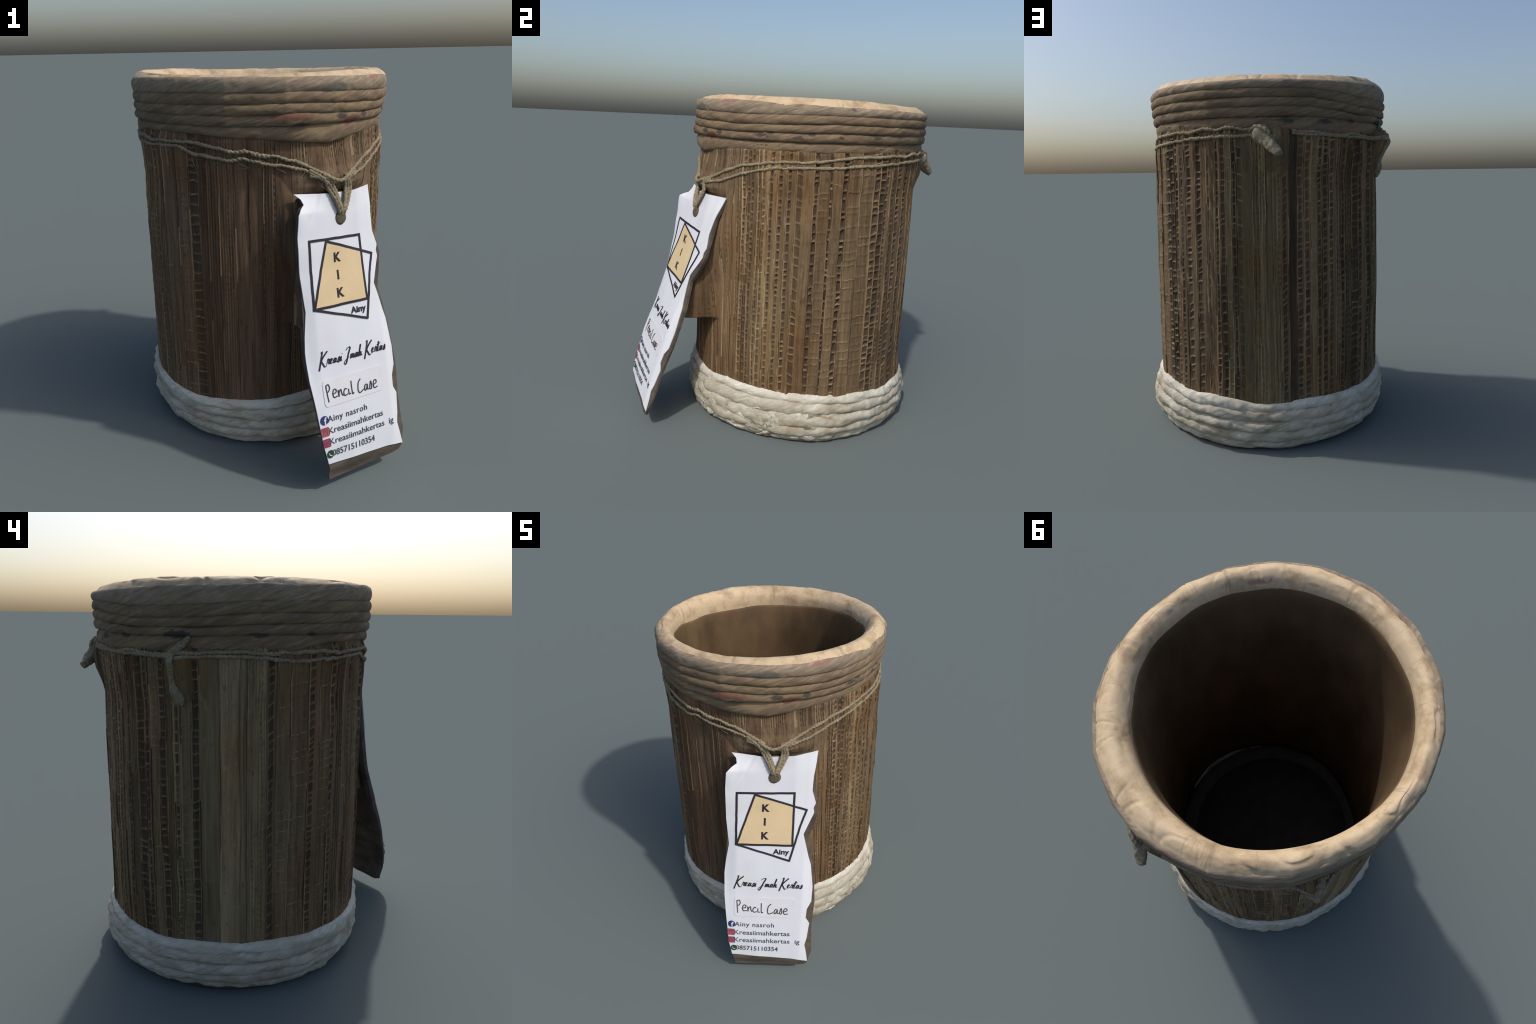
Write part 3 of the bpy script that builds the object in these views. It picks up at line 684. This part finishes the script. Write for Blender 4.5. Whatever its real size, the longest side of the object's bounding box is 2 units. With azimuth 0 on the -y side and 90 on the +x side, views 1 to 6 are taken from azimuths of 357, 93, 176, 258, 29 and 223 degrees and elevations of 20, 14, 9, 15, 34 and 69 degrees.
# loose fibres fraying off the twine
frays = []
for k in range(26):
    rng = np.random.default_rng(700 + k)
    src = (UP, UP2, UP3, LOW1, LOW2, LOW3)[k % 6]; a, z = src[int(rng.integers(1, len(src) - 1))]
    pts = [(a, z), (a + rng.uniform(-1.5, 1.5), z - rng.uniform(.01, .02)), (a + rng.uniform(-3, 3), z - rng.uniform(.02, .05)), (a + rng.uniform(-4, 4), z - rng.uniform(.04, .085))]
    c = smooth_path(np.array(pts), 6)
    frays.append((pos(c[:, 0], c[:, 1], r_body(c[:, 0], c[:, 1]) + .005 + .004 * np.sin(np.linspace(0, 3, len(c)))), .0013))
def joined_tubes(name, items, mat, parent, sides=6, **kw):
    bm = bmesh.new()
    for p, r in items:
        me = tube("tmp", p, r, [mat], sides, **kw); bm.from_mesh(me); bpy.data.meshes.remove(me)
    me = bpy.data.meshes.new(name); bm.to_mesh(me); bm.free(); me.materials.append(mat)
    me.polygons.foreach_set("use_smooth", np.full(len(me.polygons), True))
    return new_object(name, me, parent, "stuff")
joined_tubes("twine_fibres", frays, MAT['twine'], cup, 5)

# -- knot with a stubby cut end (back of the cup)
def stub(name, p0, p1, r0, r1, mat, sides=28, steps=26):
    p0, p1 = np.array(p0), np.array(p1)
    t = np.linspace(0, 1, steps)[:, None]
    P = p0 + (p1 - p0) * t
    me = tube(name, P, (r0 + (r1 - r0) * t[:, 0]) * (1 + .05 * np.sin(t[:, 0] * 9)), [mat], sides, lobes=4, twist=9, depth=.07)
    for v in me.vertices:      # frayed, lumpy
        n = float(fbm3(v.co.x * 38, v.co.y * 38, v.co.z * 38, 155, 3)); c = Vector(p0 + (p1 - p0) * .5); v.co += (v.co - c).normalized() * .0075 * n
    return new_object(name, me, cup)
stub("twine_knot", (.060, .835, 1.692), (-.036, .938, 1.580), .049, .019, MAT['twine_grey'])
kt = smooth_path(np.array([(.105, .835, 1.695), (.07, .868, 1.715), (.02, .890, 1.69), (.0, .885, 1.655), (-.03, .865, 1.675), (-.075, .838, 1.692)]), 10)
new_object("twine_knot", tube("twine_knot", kt, .012, [MAT['twine']], 10, lobes=2, twist=120, depth=.2), cup)
# -- knot with a hanging end (far side)
def surf(path, lift):
    c = smooth_path(np.array(path, float), 10)
    return pos(c[:, 0], c[:, 1], r_body(c[:, 0], c[:, 1]) + lift)
new_object("twine_knot", tube("twine_knot", surf([(154.6, 1.750), (152.6, 1.722), (151.0, 1.698), (149.4, 1.676), (147.5, 1.668)], .006), np.interp(np.linspace(0, 1, 41), [0, .3, 1], [.009, .017, .013]), [MAT['twine']], 12, lobes=3, twist=60, depth=.15), cup)
new_object("twine_tail", tube("twine_tail", surf([(150.0, 1.690), (149.6, 1.640), (149.0, 1.590), (148.7, 1.555), (149.3, 1.52), (150.4, 1.485), (151.3, 1.458)], .009), np.interp(np.linspace(0, 1, 61), [0, .4, .55, .65, .9, 1], [.015, .012, .015, .023, .022, .011]), [MAT['twine_grey']], 14, lobes=3, twist=30, depth=.07, flat=.85), cup)

# ------------------------------------------------------------------ the paper tag
HX = np.array([-.27, -.20, -.05, .12, .20, .26])
HY = np.array([-.67, -.53, -.35, -.12, .10, .30, .45, .59, .69])
HH = np.array([
    [-.024, -.020, -.005, .001, .006, .004],
    [-.016, -.008, .002, .008, .012, .000],
    [-.014, -.006, .003, .009, .012, .000],
    [-.032, -.016, .000, .010, .014, -.005],
    [-.026, -.009, -.005, .000, -.002, -.012],
    [-.008, .000, -.004, -.005, -.013, -.022],
    [.016, .014, .008, -.005, -.015, -.023],
    [.045, .028, .016, .006, -.011, -.026],
    [-.020, -.010, .020, .014, -.014, -.037]])
def tag_h(x, y):
    x = np.clip(x, HX[0], HX[-1]); y = np.clip(y, HY[0], HY[-1])
    i = np.clip(np.searchsorted(HX, x) - 1, 0, len(HX) - 2); j = np.clip(np.searchsorted(HY, y) - 1, 0, len(HY) - 2)
    u = (x - HX[i]) / (HX[i + 1] - HX[i]); v = (y - HY[j]) / (HY[j + 1] - HY[j])
    u, v = .5 * u + .5 * u * u * (3 - 2 * u), .5 * v + .5 * v * v * (3 - 2 * v)
    return HH[j, i] * (1 - u) * (1 - v) + HH[j, i + 1] * u * (1 - v) + HH[j + 1, i] * (1 - u) * v + HH[j + 1, i + 1] * u * v
def tag_pt(x, y, h=0.0, follow=True):
    x, y = np.asarray(x, float), np.asarray(y, float)
    hh = (tag_h(x, y) if follow else 0) + h
    return TC + x[..., None] * TX + y[..., None] * TY + np.asarray(hh)[..., None] * TN

LEFT = np.array([(-.66, -.217), (-.605, -.228), (-.55, -.241), (-.35, -.262), (-.22, -.273), (-.075, -.275), (.0, -.268), (.12, -.250), (.29, -.268), (.48, -.275), (.585, -.270), (.613, -.241), (.632, -.211), (.66, -.215), (.69, -.243)])
RIGHT = np.array([(-.67, .257), (-.60, .245), (-.553, .234), (-.505, .246), (-.40, .257), (-.36, .232), (-.30, .236), (-.25, .262), (-.15, .265), (0, .246), (.05, .230), (.197, .192), (.25, .215), (.33, .250), (.36, .244), (.39, .257), (.468, .232), (.555, .235), (.635, .247), (.705, .254)])
def tag_grid(left, right, ytop, ybot, nu, nv):
    u = np.linspace(0, 1, nu)[:, None]; v = np.linspace(0, 1, nv)[None]
    def col(uu):
        x = -.25 + uu * .5
        return np.interp(x, *ybot), np.interp(x, *ytop)
    lo, hi = col(u)
    y = lo + (hi - lo) * v
    xl = np.interp(y, left[:, 0], left[:, 1]); xr = np.interp(y, right[:, 0], right[:, 1])
    return xl + (xr - xl) * u, y
YT = ([-.25, -.07, .10, .25], [.688, .675, .681, .706]); YB = ([-.25, 0, .15, .25], [-.640, -.649, -.657, -.672])
gx, gy = tag_grid(LEFT, RIGHT, YT, YB, 70, 190)
curl = 0 * gx
fold = -.006 * np.exp(-((gx + .165 + (gy - .58) * -.55) / .012) ** 2) * sstep(.50, .58, gy) * sstep(-.06, -.14, gx)
front = tag_pt(gx, gy, curl + fold); back = tag_pt(gx, gy, curl + fold - .004)

def with_hole(me, name):
    """punch the hanging hole"""
    tmp = new_object("tmp", me)
    bm = bmesh.new(); bmesh.ops.create_cone(bm, cap_ends=True, segments=40, radius1=1, radius2=1, depth=1)
    cut = bpy.data.meshes.new("cut")
    for v in bm.verts:
        p = tag_pt(np.array(.006 + v.co.x * .030), np.array(.556 + v.co.y * .033), v.co.z * .5, False); v.co = Vector(p)
    bmesh.ops.recalc_face_normals(bm, faces=bm.faces); bm.to_mesh(cut); bm.free()
    tool = new_object("tool", cut)
    mod = tmp.modifiers.new("b", 'BOOLEAN'); mod.object = tool; mod.operation = 'DIFFERENCE'; mod.solver = 'EXACT'
    bpy.context.view_layer.update()
    out = bpy.data.meshes.new_from_object(tmp.evaluated_get(bpy.context.evaluated_depsgraph_get())); out.name = name
    bpy.data.objects.remove(tmp); bpy.data.objects.remove(tool)
    return out
tag_me = with_hole(solid_sheet("paper_tag", front, back, [MAT['paper']]), "paper_tag")
tag = new_object("paper_tag", tag_me, cup)

# brown card behind the paper, proud at the right edge and the bottom
CR = np.array([(-.735, .205), (-.69, .255), (-.60, .281), (-.50, .275), (-.40, .272), (-.25, .283), (-.15, .276), (0, .262), (.10, .240), (.17, .222), (.25, .252), (.345, .276), (.42, .262), (.55, .240), (.70, .250)])
CL = np.array([(-.735, -.197), (-.66, -.214), (-.55, -.236), (-.35, -.258), (-.22, -.270), (-.075, -.272), (.0, -.270), (.12, -.262), (.29, -.266), (.48, -.268), (.585, -.262), (.613, -.236), (.632, -.205), (.68, -.205)])
gx, gy = tag_grid(CL, CR, ([-.25, .25], [.672, .695]), ([-.25, .0, .25], [-.738, -.728, -.705]), 50, 150)
curl = 0 * gx
rough = .003 * fbm3(gx * 14, gy * 14, 2, 130)
low = sstep(-.655, -.735, gy) * (.3 + .7 * sstep(.25, -.05, gx))
front = tag_pt(gx, gy, curl - .0065 - .036 * low); rim = sstep(0, .03, np.minimum(gx - np.interp(gy, CL[:, 0], CL[:, 1]), np.interp(gy, CR[:, 0], CR[:, 1]) - gx))
side = sstep(-.10, -.23, gx) * sstep(-.55, -.1, gy)
back = tag_pt(gx, gy, -.018 - .016 * rim - .010 * side - .006 * sstep(-.35, -.05, gy) - .040 * low + rough)
new_object("card_backing", with_hole(solid_sheet("card_backing", front, back, [MAT['card']]), "card_backing"), tag)

# -- print on the tag
def patch(name, corners, h, mat, n=24, thick=.0012):
    """four-cornered flat of ink (corners: bottom left, bottom right, top right, top left)"""
    c = np.array(corners, float); u = np.linspace(0, 1, n)[:, None, None]; v = np.linspace(0, 1, n)[None, :, None]
    p = c[0] * (1 - u) * (1 - v) + c[1] * u * (1 - v) + c[2] * u * v + c[3] * (1 - u) * v
    return new_object(name, solid_sheet(name, tag_pt(p[..., 0], p[..., 1], h), tag_pt(p[..., 0], p[..., 1], h - thick), [mat]), tag)

def stroke_geo(bm, pts, width, h, step=.010, thick=.0012, pressure=None):
    """one pen stroke lying on the tag"""
    P = np.asarray(pts, float)
    seg = np.linalg.norm(np.diff(P, axis=0), axis=1); s = np.concatenate([[0], np.cumsum(seg)])
    n = max(2, int(s[-1] / step) + 1); q = np.linspace(0, s[-1], n)
    q = np.unique(np.concatenate([q, s])); n = len(q)
    X = np.stack([np.interp(q, s, P[:, 0]), np.interp(q, s, P[:, 1])], -1)
    T = np.gradient(X, axis=0); T /= np.linalg.norm(T, axis=1)[:, None] + 1e-9
    N = np.stack([-T[:, 1], T[:, 0]], -1)
    w = np.full(n, width) if pressure is None else width * pressure(T)
    a = X - T * 0 + N * w[:, None] / 2; b = X - N * w[:, None] / 2
    A, B = tag_pt(a[:, 0], a[:, 1], h), tag_pt(b[:, 0], b[:, 1], h)
    A2, B2 = tag_pt(a[:, 0], a[:, 1], h - thick), tag_pt(b[:, 0], b[:, 1], h - thick)
    vs = [[bm.verts.new(p) for p in L] for L in (A, B, B2, A2)]
    for i in range(n - 1):
        for k in range(4):
            bm.faces.new((vs[k][i], vs[k][i + 1], vs[(k + 1) % 4][i + 1], vs[(k + 1) % 4][i]))
    bm.faces.new([v[0] for v in vs]); bm.faces.new([v[-1] for v in reversed(vs)])

def strokes(name, lines, width, h, mat, pressure=None, step=.010):
    bm = bmesh.new()
    for L in lines: stroke_geo(bm, L, width, h, step, pressure=pressure)
    bmesh.ops.recalc_face_normals(bm, faces=bm.faces)
    me = bpy.data.meshes.new(name); bm.to_mesh(me); bm.free(); me.materials.append(mat)
    return new_object(name, me, tag)

def lettering(name, text, x, y, cap, mat, h=.0026, width=None, bold=0.0, shear=0.0, align='LEFT', spacing=1.0, skew=0.0):
    """built-in font, cap height in metres, laid on the tag"""
    cu = bpy.data.curves.new("txt", 'FONT'); cu.body = text; cu.size = 1; cu.align_x = align; cu.shear = shear
    cu.offset = bold; cu.resolution_u = 3; cu.space_character = spacing; cu.extrude = .01
    ob = bpy.data.objects.new("txt", cu); bpy.context.scene.collection.objects.link(ob)
    bpy.context.view_layer.update()
    me = bpy.data.meshes.new_from_object(ob.evaluated_get(bpy.context.evaluated_depsgraph_get())); me.name = name
    bpy.data.objects.remove(ob); bpy.data.curves.remove(cu)
    co = np.zeros(len(me.vertices) * 3); me.vertices.foreach_get("co", co); co = co.reshape(-1, 3)
    s = cap / .69
    sx = s if width is None else width / max(1e-6, co[:, 0].max() - co[:, 0].min())
    X = x + (co[:, 0] - (co[:, 0].min() if align == 'LEFT' else 0)) * sx
    Y = y + co[:, 1] * s + skew * (X - x)
    P = tag_pt(X, Y, h + np.where(co[:, 2] > 0, 0, -.0012))
    me.vertices.foreach_set("co", P.ravel()); me.update()
    me.materials.clear(); me.materials.append(mat)
    return new_object(name, me, tag)

patch("logo_panel", [(-.204, .128), (.125, .128), (.127, .370), (-.099, .440)], .0016, MAT['beige'])
FW = .0125
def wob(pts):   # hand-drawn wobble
    out = []
    for (x0, y0), (x1, y1) in zip(pts[:-1], pts[1:]):
        n = 14
        for k in range(n): out.append((x0 + (x1 - x0) * k / n + .0010 * float(noise3(x0 * 50 + k * .8, y0 * 50, 1, 140)), y0 + (y1 - y0) * k / n + .0010 * float(noise3(x1 * 50 + k * .8, y1 * 50, 2, 141))))
    out.append(pts[-1]); return out
e = FW / 2
strokes("logo_frame", [wob([(-.207 - e, .456), (.127 + e, .455)]), wob([(.127, .455 + e), (.1275, .125 - e)]), wob([(.1275 + e, .125), (-.208 - e, .124)]), wob([(-.208, .124 - e), (-.207, .456 + e)])], FW, .0030, MAT['ink'])
strokes("logo_frame", [wob([(-.104, .447), (.206, .349)]), wob([(.205, .354), (.172, .255), (.113, .025)]), wob([(.117, .026), (-.208, .124)]), wob([(-.207, .118), (-.101, .450)])], FW * .92, .0036, MAT['ink'])
lettering("logo_letter", "K", -.041, .340, .043, MAT['ink'], bold=.045, align='CENTER')
lettering("logo_letter", "I", -.041, .252, .043, MAT['ink'], bold=.045, align='CENTER')
lettering("logo_letter", "K", -.041, .163, .043, MAT['ink'], bold=.045, align='CENTER')
lettering("logo_name", "Ainy", .013, .068, .031, MAT['ink'], width=.098, bold=.030)

# brush script, each letter a few strokes on a unit-height grid
def arc(cx, cy, rx, ry, a0, a1, n=9):
    t = np.linspace(a0, a1, n) * RAD
    return [(cx + rx * math.cos(q), cy + ry * math.sin(q)) for q in t]
GL = {
    'K': (.95, [[(.12, 1.35), (.30, 1.42), (.22, .70), (.05, -.35), (.00, -.45)], [(.95, 1.40), (.62, 1.05), (.28, .52), (.50, .10), (.72, -.18), (.95, -.10)]]),
    'J': (.80, [[(.18, 1.00), (.40, 1.22), (.72, 1.20), (.52, .55), (.30, -.30), (.10, -.48), (.02, -.25), (.30, .05), (.62, .22)]]),
    'r': (.40, [[(0, 0), (.14, .55), (.20, .42), (.34, .50), (.26, .12), (.40, .02)]]),
    'e': (.42, [[(0, .10), (.28, .38), (.20, .52), (.06, .30), (.14, .02), (.42, .12)]]),
    'a': (.48, [[(.34, .46), (.16, .46), (.04, .18), (.14, .02), (.34, .44), (.28, .06), (.48, .10)]]),
    's': (.36, [[(0, .05), (.22, .52), (.28, .24), (.16, -.02), (.02, .04), (.36, .10)]]),
    'i': (.26, [[(0, .05), (.12, .48), (.10, .06), (.26, .10)], [(.20, .76), (.24, .80)]]),
    'm': (.66, [[(0, 0), (.10, .48), (.10, .05), (.28, .48), (.28, .05), (.46, .46), (.48, .05), (.66, .12)]]),
    'h': (.52, [[(0, .05), (.24, 1.05), (.20, 1.20), (.10, .60), (.06, 0), (.26, .46), (.32, .05), (.52, .12)]]),
    't': (.36, [[(.20, 1.05), (.10, .30), (.14, .02), (.36, .12)], [(-.05, .72), (.42, .84)]]),
    ' ': (.30, []),
}
def script_line(text, x, y, size, width):
    adv = sum(GL[c][0] for c in text); k = width / (adv * size); cx, out = 0, []
    for c in text:
        w, ss = GL[c]
        for s in ss:
            q = smooth_path(np.array(s), 7)
            q = np.stack([x + (cx + q[:, 0] + .18 * q[:, 1]) * size * k, y + q[:, 1] * size], -1); out.append(q)
        cx += w
    return out
brush = lambda T: .55 + .75 * np.clip(-T[:, 1] * .9 + .25, 0, 1)
strokes("script_lettering", script_line("Kreasi Jmah Kertas", -.213, -.152, .046, .412), .0058, .0028, MAT['ink'], brush, .004)

# sticker with hand-written words
def rounded(x0, x1, y0, y1, r, n=6):
    p = []
    for cx, cy, a in ((x1 - r, y1 - r, 0), (x0 + r, y1 - r, 90), (x0 + r, y0 + r, 180), (x1 - r, y0 + r, 270)):
        p += arc(cx, cy, r, r, a, a + 90, n)
    return np.array(p)
gx, gy = np.meshgrid(np.linspace(-.212, .163, 60), np.linspace(-.357, -.226, 24), indexing='ij')
inset = np.maximum(0, .018 - np.minimum(gx + .212, .163 - gx)); shr = .018 - np.sqrt(np.maximum(0, .018 ** 2 - inset ** 2))
gy = -.2915 + (gy + .2915) * (1 - shr / .0655)
new_object("sticker", solid_sheet("sticker", tag_pt(gx, gy, .0026), tag_pt(gx, gy, .0004), [MAT['sticker']]), tag)
HAND = {
    'P': (.62, [[(.12, 1.05), (.16, .40), (.22, -.22)], [(.10, .98), (.34, 1.08), (.44, .82), (.32, .58), (.16, .52)]]),
    'e': (.50, [[(.02, .28), (.34, .40), (.36, .60), (.16, .62), (.04, .30), (.14, .04), (.46, .10)]]),
    'n': (.48, [[(.04, .52), (.08, .02), (.12, .34), (.30, .52), (.36, .20), (.48, .02)]]),
    'c': (.46, [[(.38, .46), (.20, .50), (.06, .22), (.16, .00), (.44, .08)]]),
    'i': (.28, [[(.08, .44), (.10, .06), (.28, .06)]]),
    'l': (.34, [[(.12, 1.00), (.12, .40), (.16, .0), (.30, .08)]]),
    'C': (.62, [[(.36, .98), (.12, .70), (.04, .20), (.16, -.06), (.44, .04), (.58, .14)]]),
    'a': (.52, [[(.38, .44), (.16, .44), (.06, .14), (.18, .02), (.38, .40), (.36, .08), (.52, .06)]]),
    's': (.40, [[(.04, .04), (.20, .62), (.28, .30), (.22, .04), (.06, .06)]]),
    ' ': (.34, []),
}
def hand_line(text, x, y, size, width, drop):
    adv = sum(HAND[c][0] for c in text); k = width / (adv * size); cx, out = 0, []
    for c in text:
        w, ss = HAND[c]
        for s in ss:
            q = smooth_path(np.array(s), 7)
            px = x + (cx + q[:, 0]) * size * k
            out.append(np.stack([px, y + q[:, 1] * size + drop * (px - x)], -1))
        cx += w
    return out
strokes("handwriting", hand_line("Pencil Case", -.203, -.318, .066, .325, -.055), .0052, .0052, MAT['pen'], None, .004)

# contact lines with small round and square emblems
def emblem(name, x, y, r, mat, square=False, h=.0026):
    n = 28
    ring = [(x + r * math.cos(a), y + r * math.sin(a)) for a in np.linspace(0, 2 * math.pi, n, endpoint=False)] if not square else [tuple(p) for p in rounded(x - r, x + r, y - r, y + r, r * .3, 5)]
    ring = np.array(ring); n = len(ring)
    top, bot = tag_pt(ring[:, 0], ring[:, 1], h), tag_pt(ring[:, 0], ring[:, 1], h - .0015)
    bm = bmesh.new(); a = [bm.verts.new(p) for p in top]; b = [bm.verts.new(p) for p in bot]
    bm.faces.new(a); bm.faces.new(list(reversed(b)))
    for i in range(n): bm.faces.new((a[i], b[i], b[(i + 1) % n], a[(i + 1) % n]))
    bmesh.ops.recalc_face_normals(bm, faces=bm.faces)
    me = bpy.data.meshes.new(name); bm.to_mesh(me); bm.free(); me.materials.append(mat)
    return new_object(name, me, tag)
emblem("contact_emblem", -.226, -.416, .0225, MAT['blue'])
emblem("contact_emblem", -.228, -.474, .0225, MAT['pink'], True)
emblem("contact_emblem", -.224, -.530, .0215, MAT['plum'], True)
emblem("contact_emblem", -.209, -.590, .0205, MAT['green'])
lettering("emblem_mark", "f", -.223, -.436, .034, MAT['sticker'], h=.0036, bold=.02, align='CENTER')
strokes("emblem_mark", [[(p[0] - .228, p[1] - .474) for p in rounded(-.012, .012, -.012, .012, .005, 4)] + [(-.216, -.474)], arc(-.228, -.474, .0055, .0055, 0, 360, 13)], .0022, .0036, MAT['plum'], None, .004)
strokes("emblem_mark", [[(p[0] - .224, p[1] - .530) for p in rounded(-.012, .012, -.012, .012, .005, 4)] + [(-.212, -.530)], arc(-.224, -.530, .0055, .0055, 0, 360, 13)], .0022, .0036, MAT['pink'], None, .004)
strokes("emblem_mark", [smooth_path(np.array([(-.217, -.583), (-.215, -.592), (-.207, -.598), (-.201, -.597)]), 6)], .004, .0036, MAT['sticker'], None, .003)
lettering("contact_line", "Ainy nasroh", -.207, -.430, .030, MAT['grey_ink'], width=.245, spacing=1.1, bold=.004)
lettering("contact_line", "Kreasiimahkertas", -.208, -.488, .030, MAT['grey_ink'], width=.345, bold=.004)
lettering("contact_line", "Kreasiimahkertas  ig", -.208, -.542, .030, MAT['grey_ink'], width=.410, bold=.002)
lettering("contact_line", "085715110354", -.196, -.603, .031, MAT['grey_ink'], width=.264, bold=.006)

# -- twine passing through the hole and up to the neck
top = pos(np.array(-63.0), np.array(1.500), np.array(.715))
HOLE = [(.000, .552, -.02), (-.002, .565, .012)]
def hang(xy, seed, r):
    P = [np.array(tag_pt(np.array(x), np.array(y), h)) for x, y, h in xy]
    return P
loops = []
for k, (dx, x1, s) in enumerate([(-.014, -.064, -1), (-.006, -.048, -1), (.002, -.034, -1), (.002, .044, 1), (.010, .058, 1), (.017, .072, 1)]):
    hole = tag_pt(np.array(.006 + dx * .6), np.array(.550 + .004 * (k % 3)), -.010)
    lip = tag_pt(np.array(.006 + dx), np.array(.583), .014 + .004 * (k % 2))
    up = tag_pt(np.array(.006 + dx + (x1 - dx) * .50), np.array(.640), .016 + .003 * (k % 2))
    over = tag_pt(np.array(x1), np.array(.698), .010 + .003 * (k % 3))
    a0, z0 = ((-69.0 + .9 * k, 1.506 - .012 * (k % 2)) if s < 0 else (-60.0 + .6 * k, 1.500 + .010 * (k % 2)))
    a1, z1 = ((-74.5, 1.552 - .014 * k) if s < 0 else (-52.5, 1.505 + .012 * (k - 3)))
    neck = pos(np.array(a0), np.array(z0), r_body(a0, z0) + .010); end = pos(np.array(a1), np.array(z1), r_body(a1, z1) + .007)
    loops.append((smooth_path(np.array([hole, lip, up, over, neck, end]), 9), .0090))
for p, r in loops:
    new_object("twine_loop", tube("twine_loop", p, r, [MAT['twine']], 10, lobes=2, twist=140, depth=.2), cup)
# the wad of twine filling the hole
bm = bmesh.new(); bmesh.ops.create_uvsphere(bm, u_segments=28, v_segments=18, radius=1)
for v in bm.verts:
    f = 1 + .10 * float(noise3(v.co.x * 3 + v.co.y * 2, v.co.z * 3, .5, 150))
    v.co = Vector(tag_pt(np.array(.006 + v.co.x * .036 * f), np.array(.552 + v.co.y * .037 * f), v.co.z * .014 * f - .001))
me = bpy.data.meshes.new("twine_wad"); bm.to_mesh(me); bm.free(); me.materials.append(MAT['twine_dark'])
me.polygons.foreach_set("use_smooth", np.full(len(me.polygons), True))
new_object("twine_wad", me, cup)
tuck = smooth_path(np.array([pos(np.array(d), np.array(z), r_body(d, z) + r - .690) for d, z, r in [(-69, 1.527, .700), (-65.5, 1.506, .709), (-62.5, 1.494, .712), (-59.5, 1.503, .711), (-56.5, 1.520, .702)]]), 8)
new_object("twine_knot", tube("twine_knot", tuck, .0090, [MAT['twine']], 10, lobes=2, twist=140, depth=.2), cup)

for m in [m for m in bpy.data.meshes if m.users == 0]:
    bpy.data.meshes.remove(m)
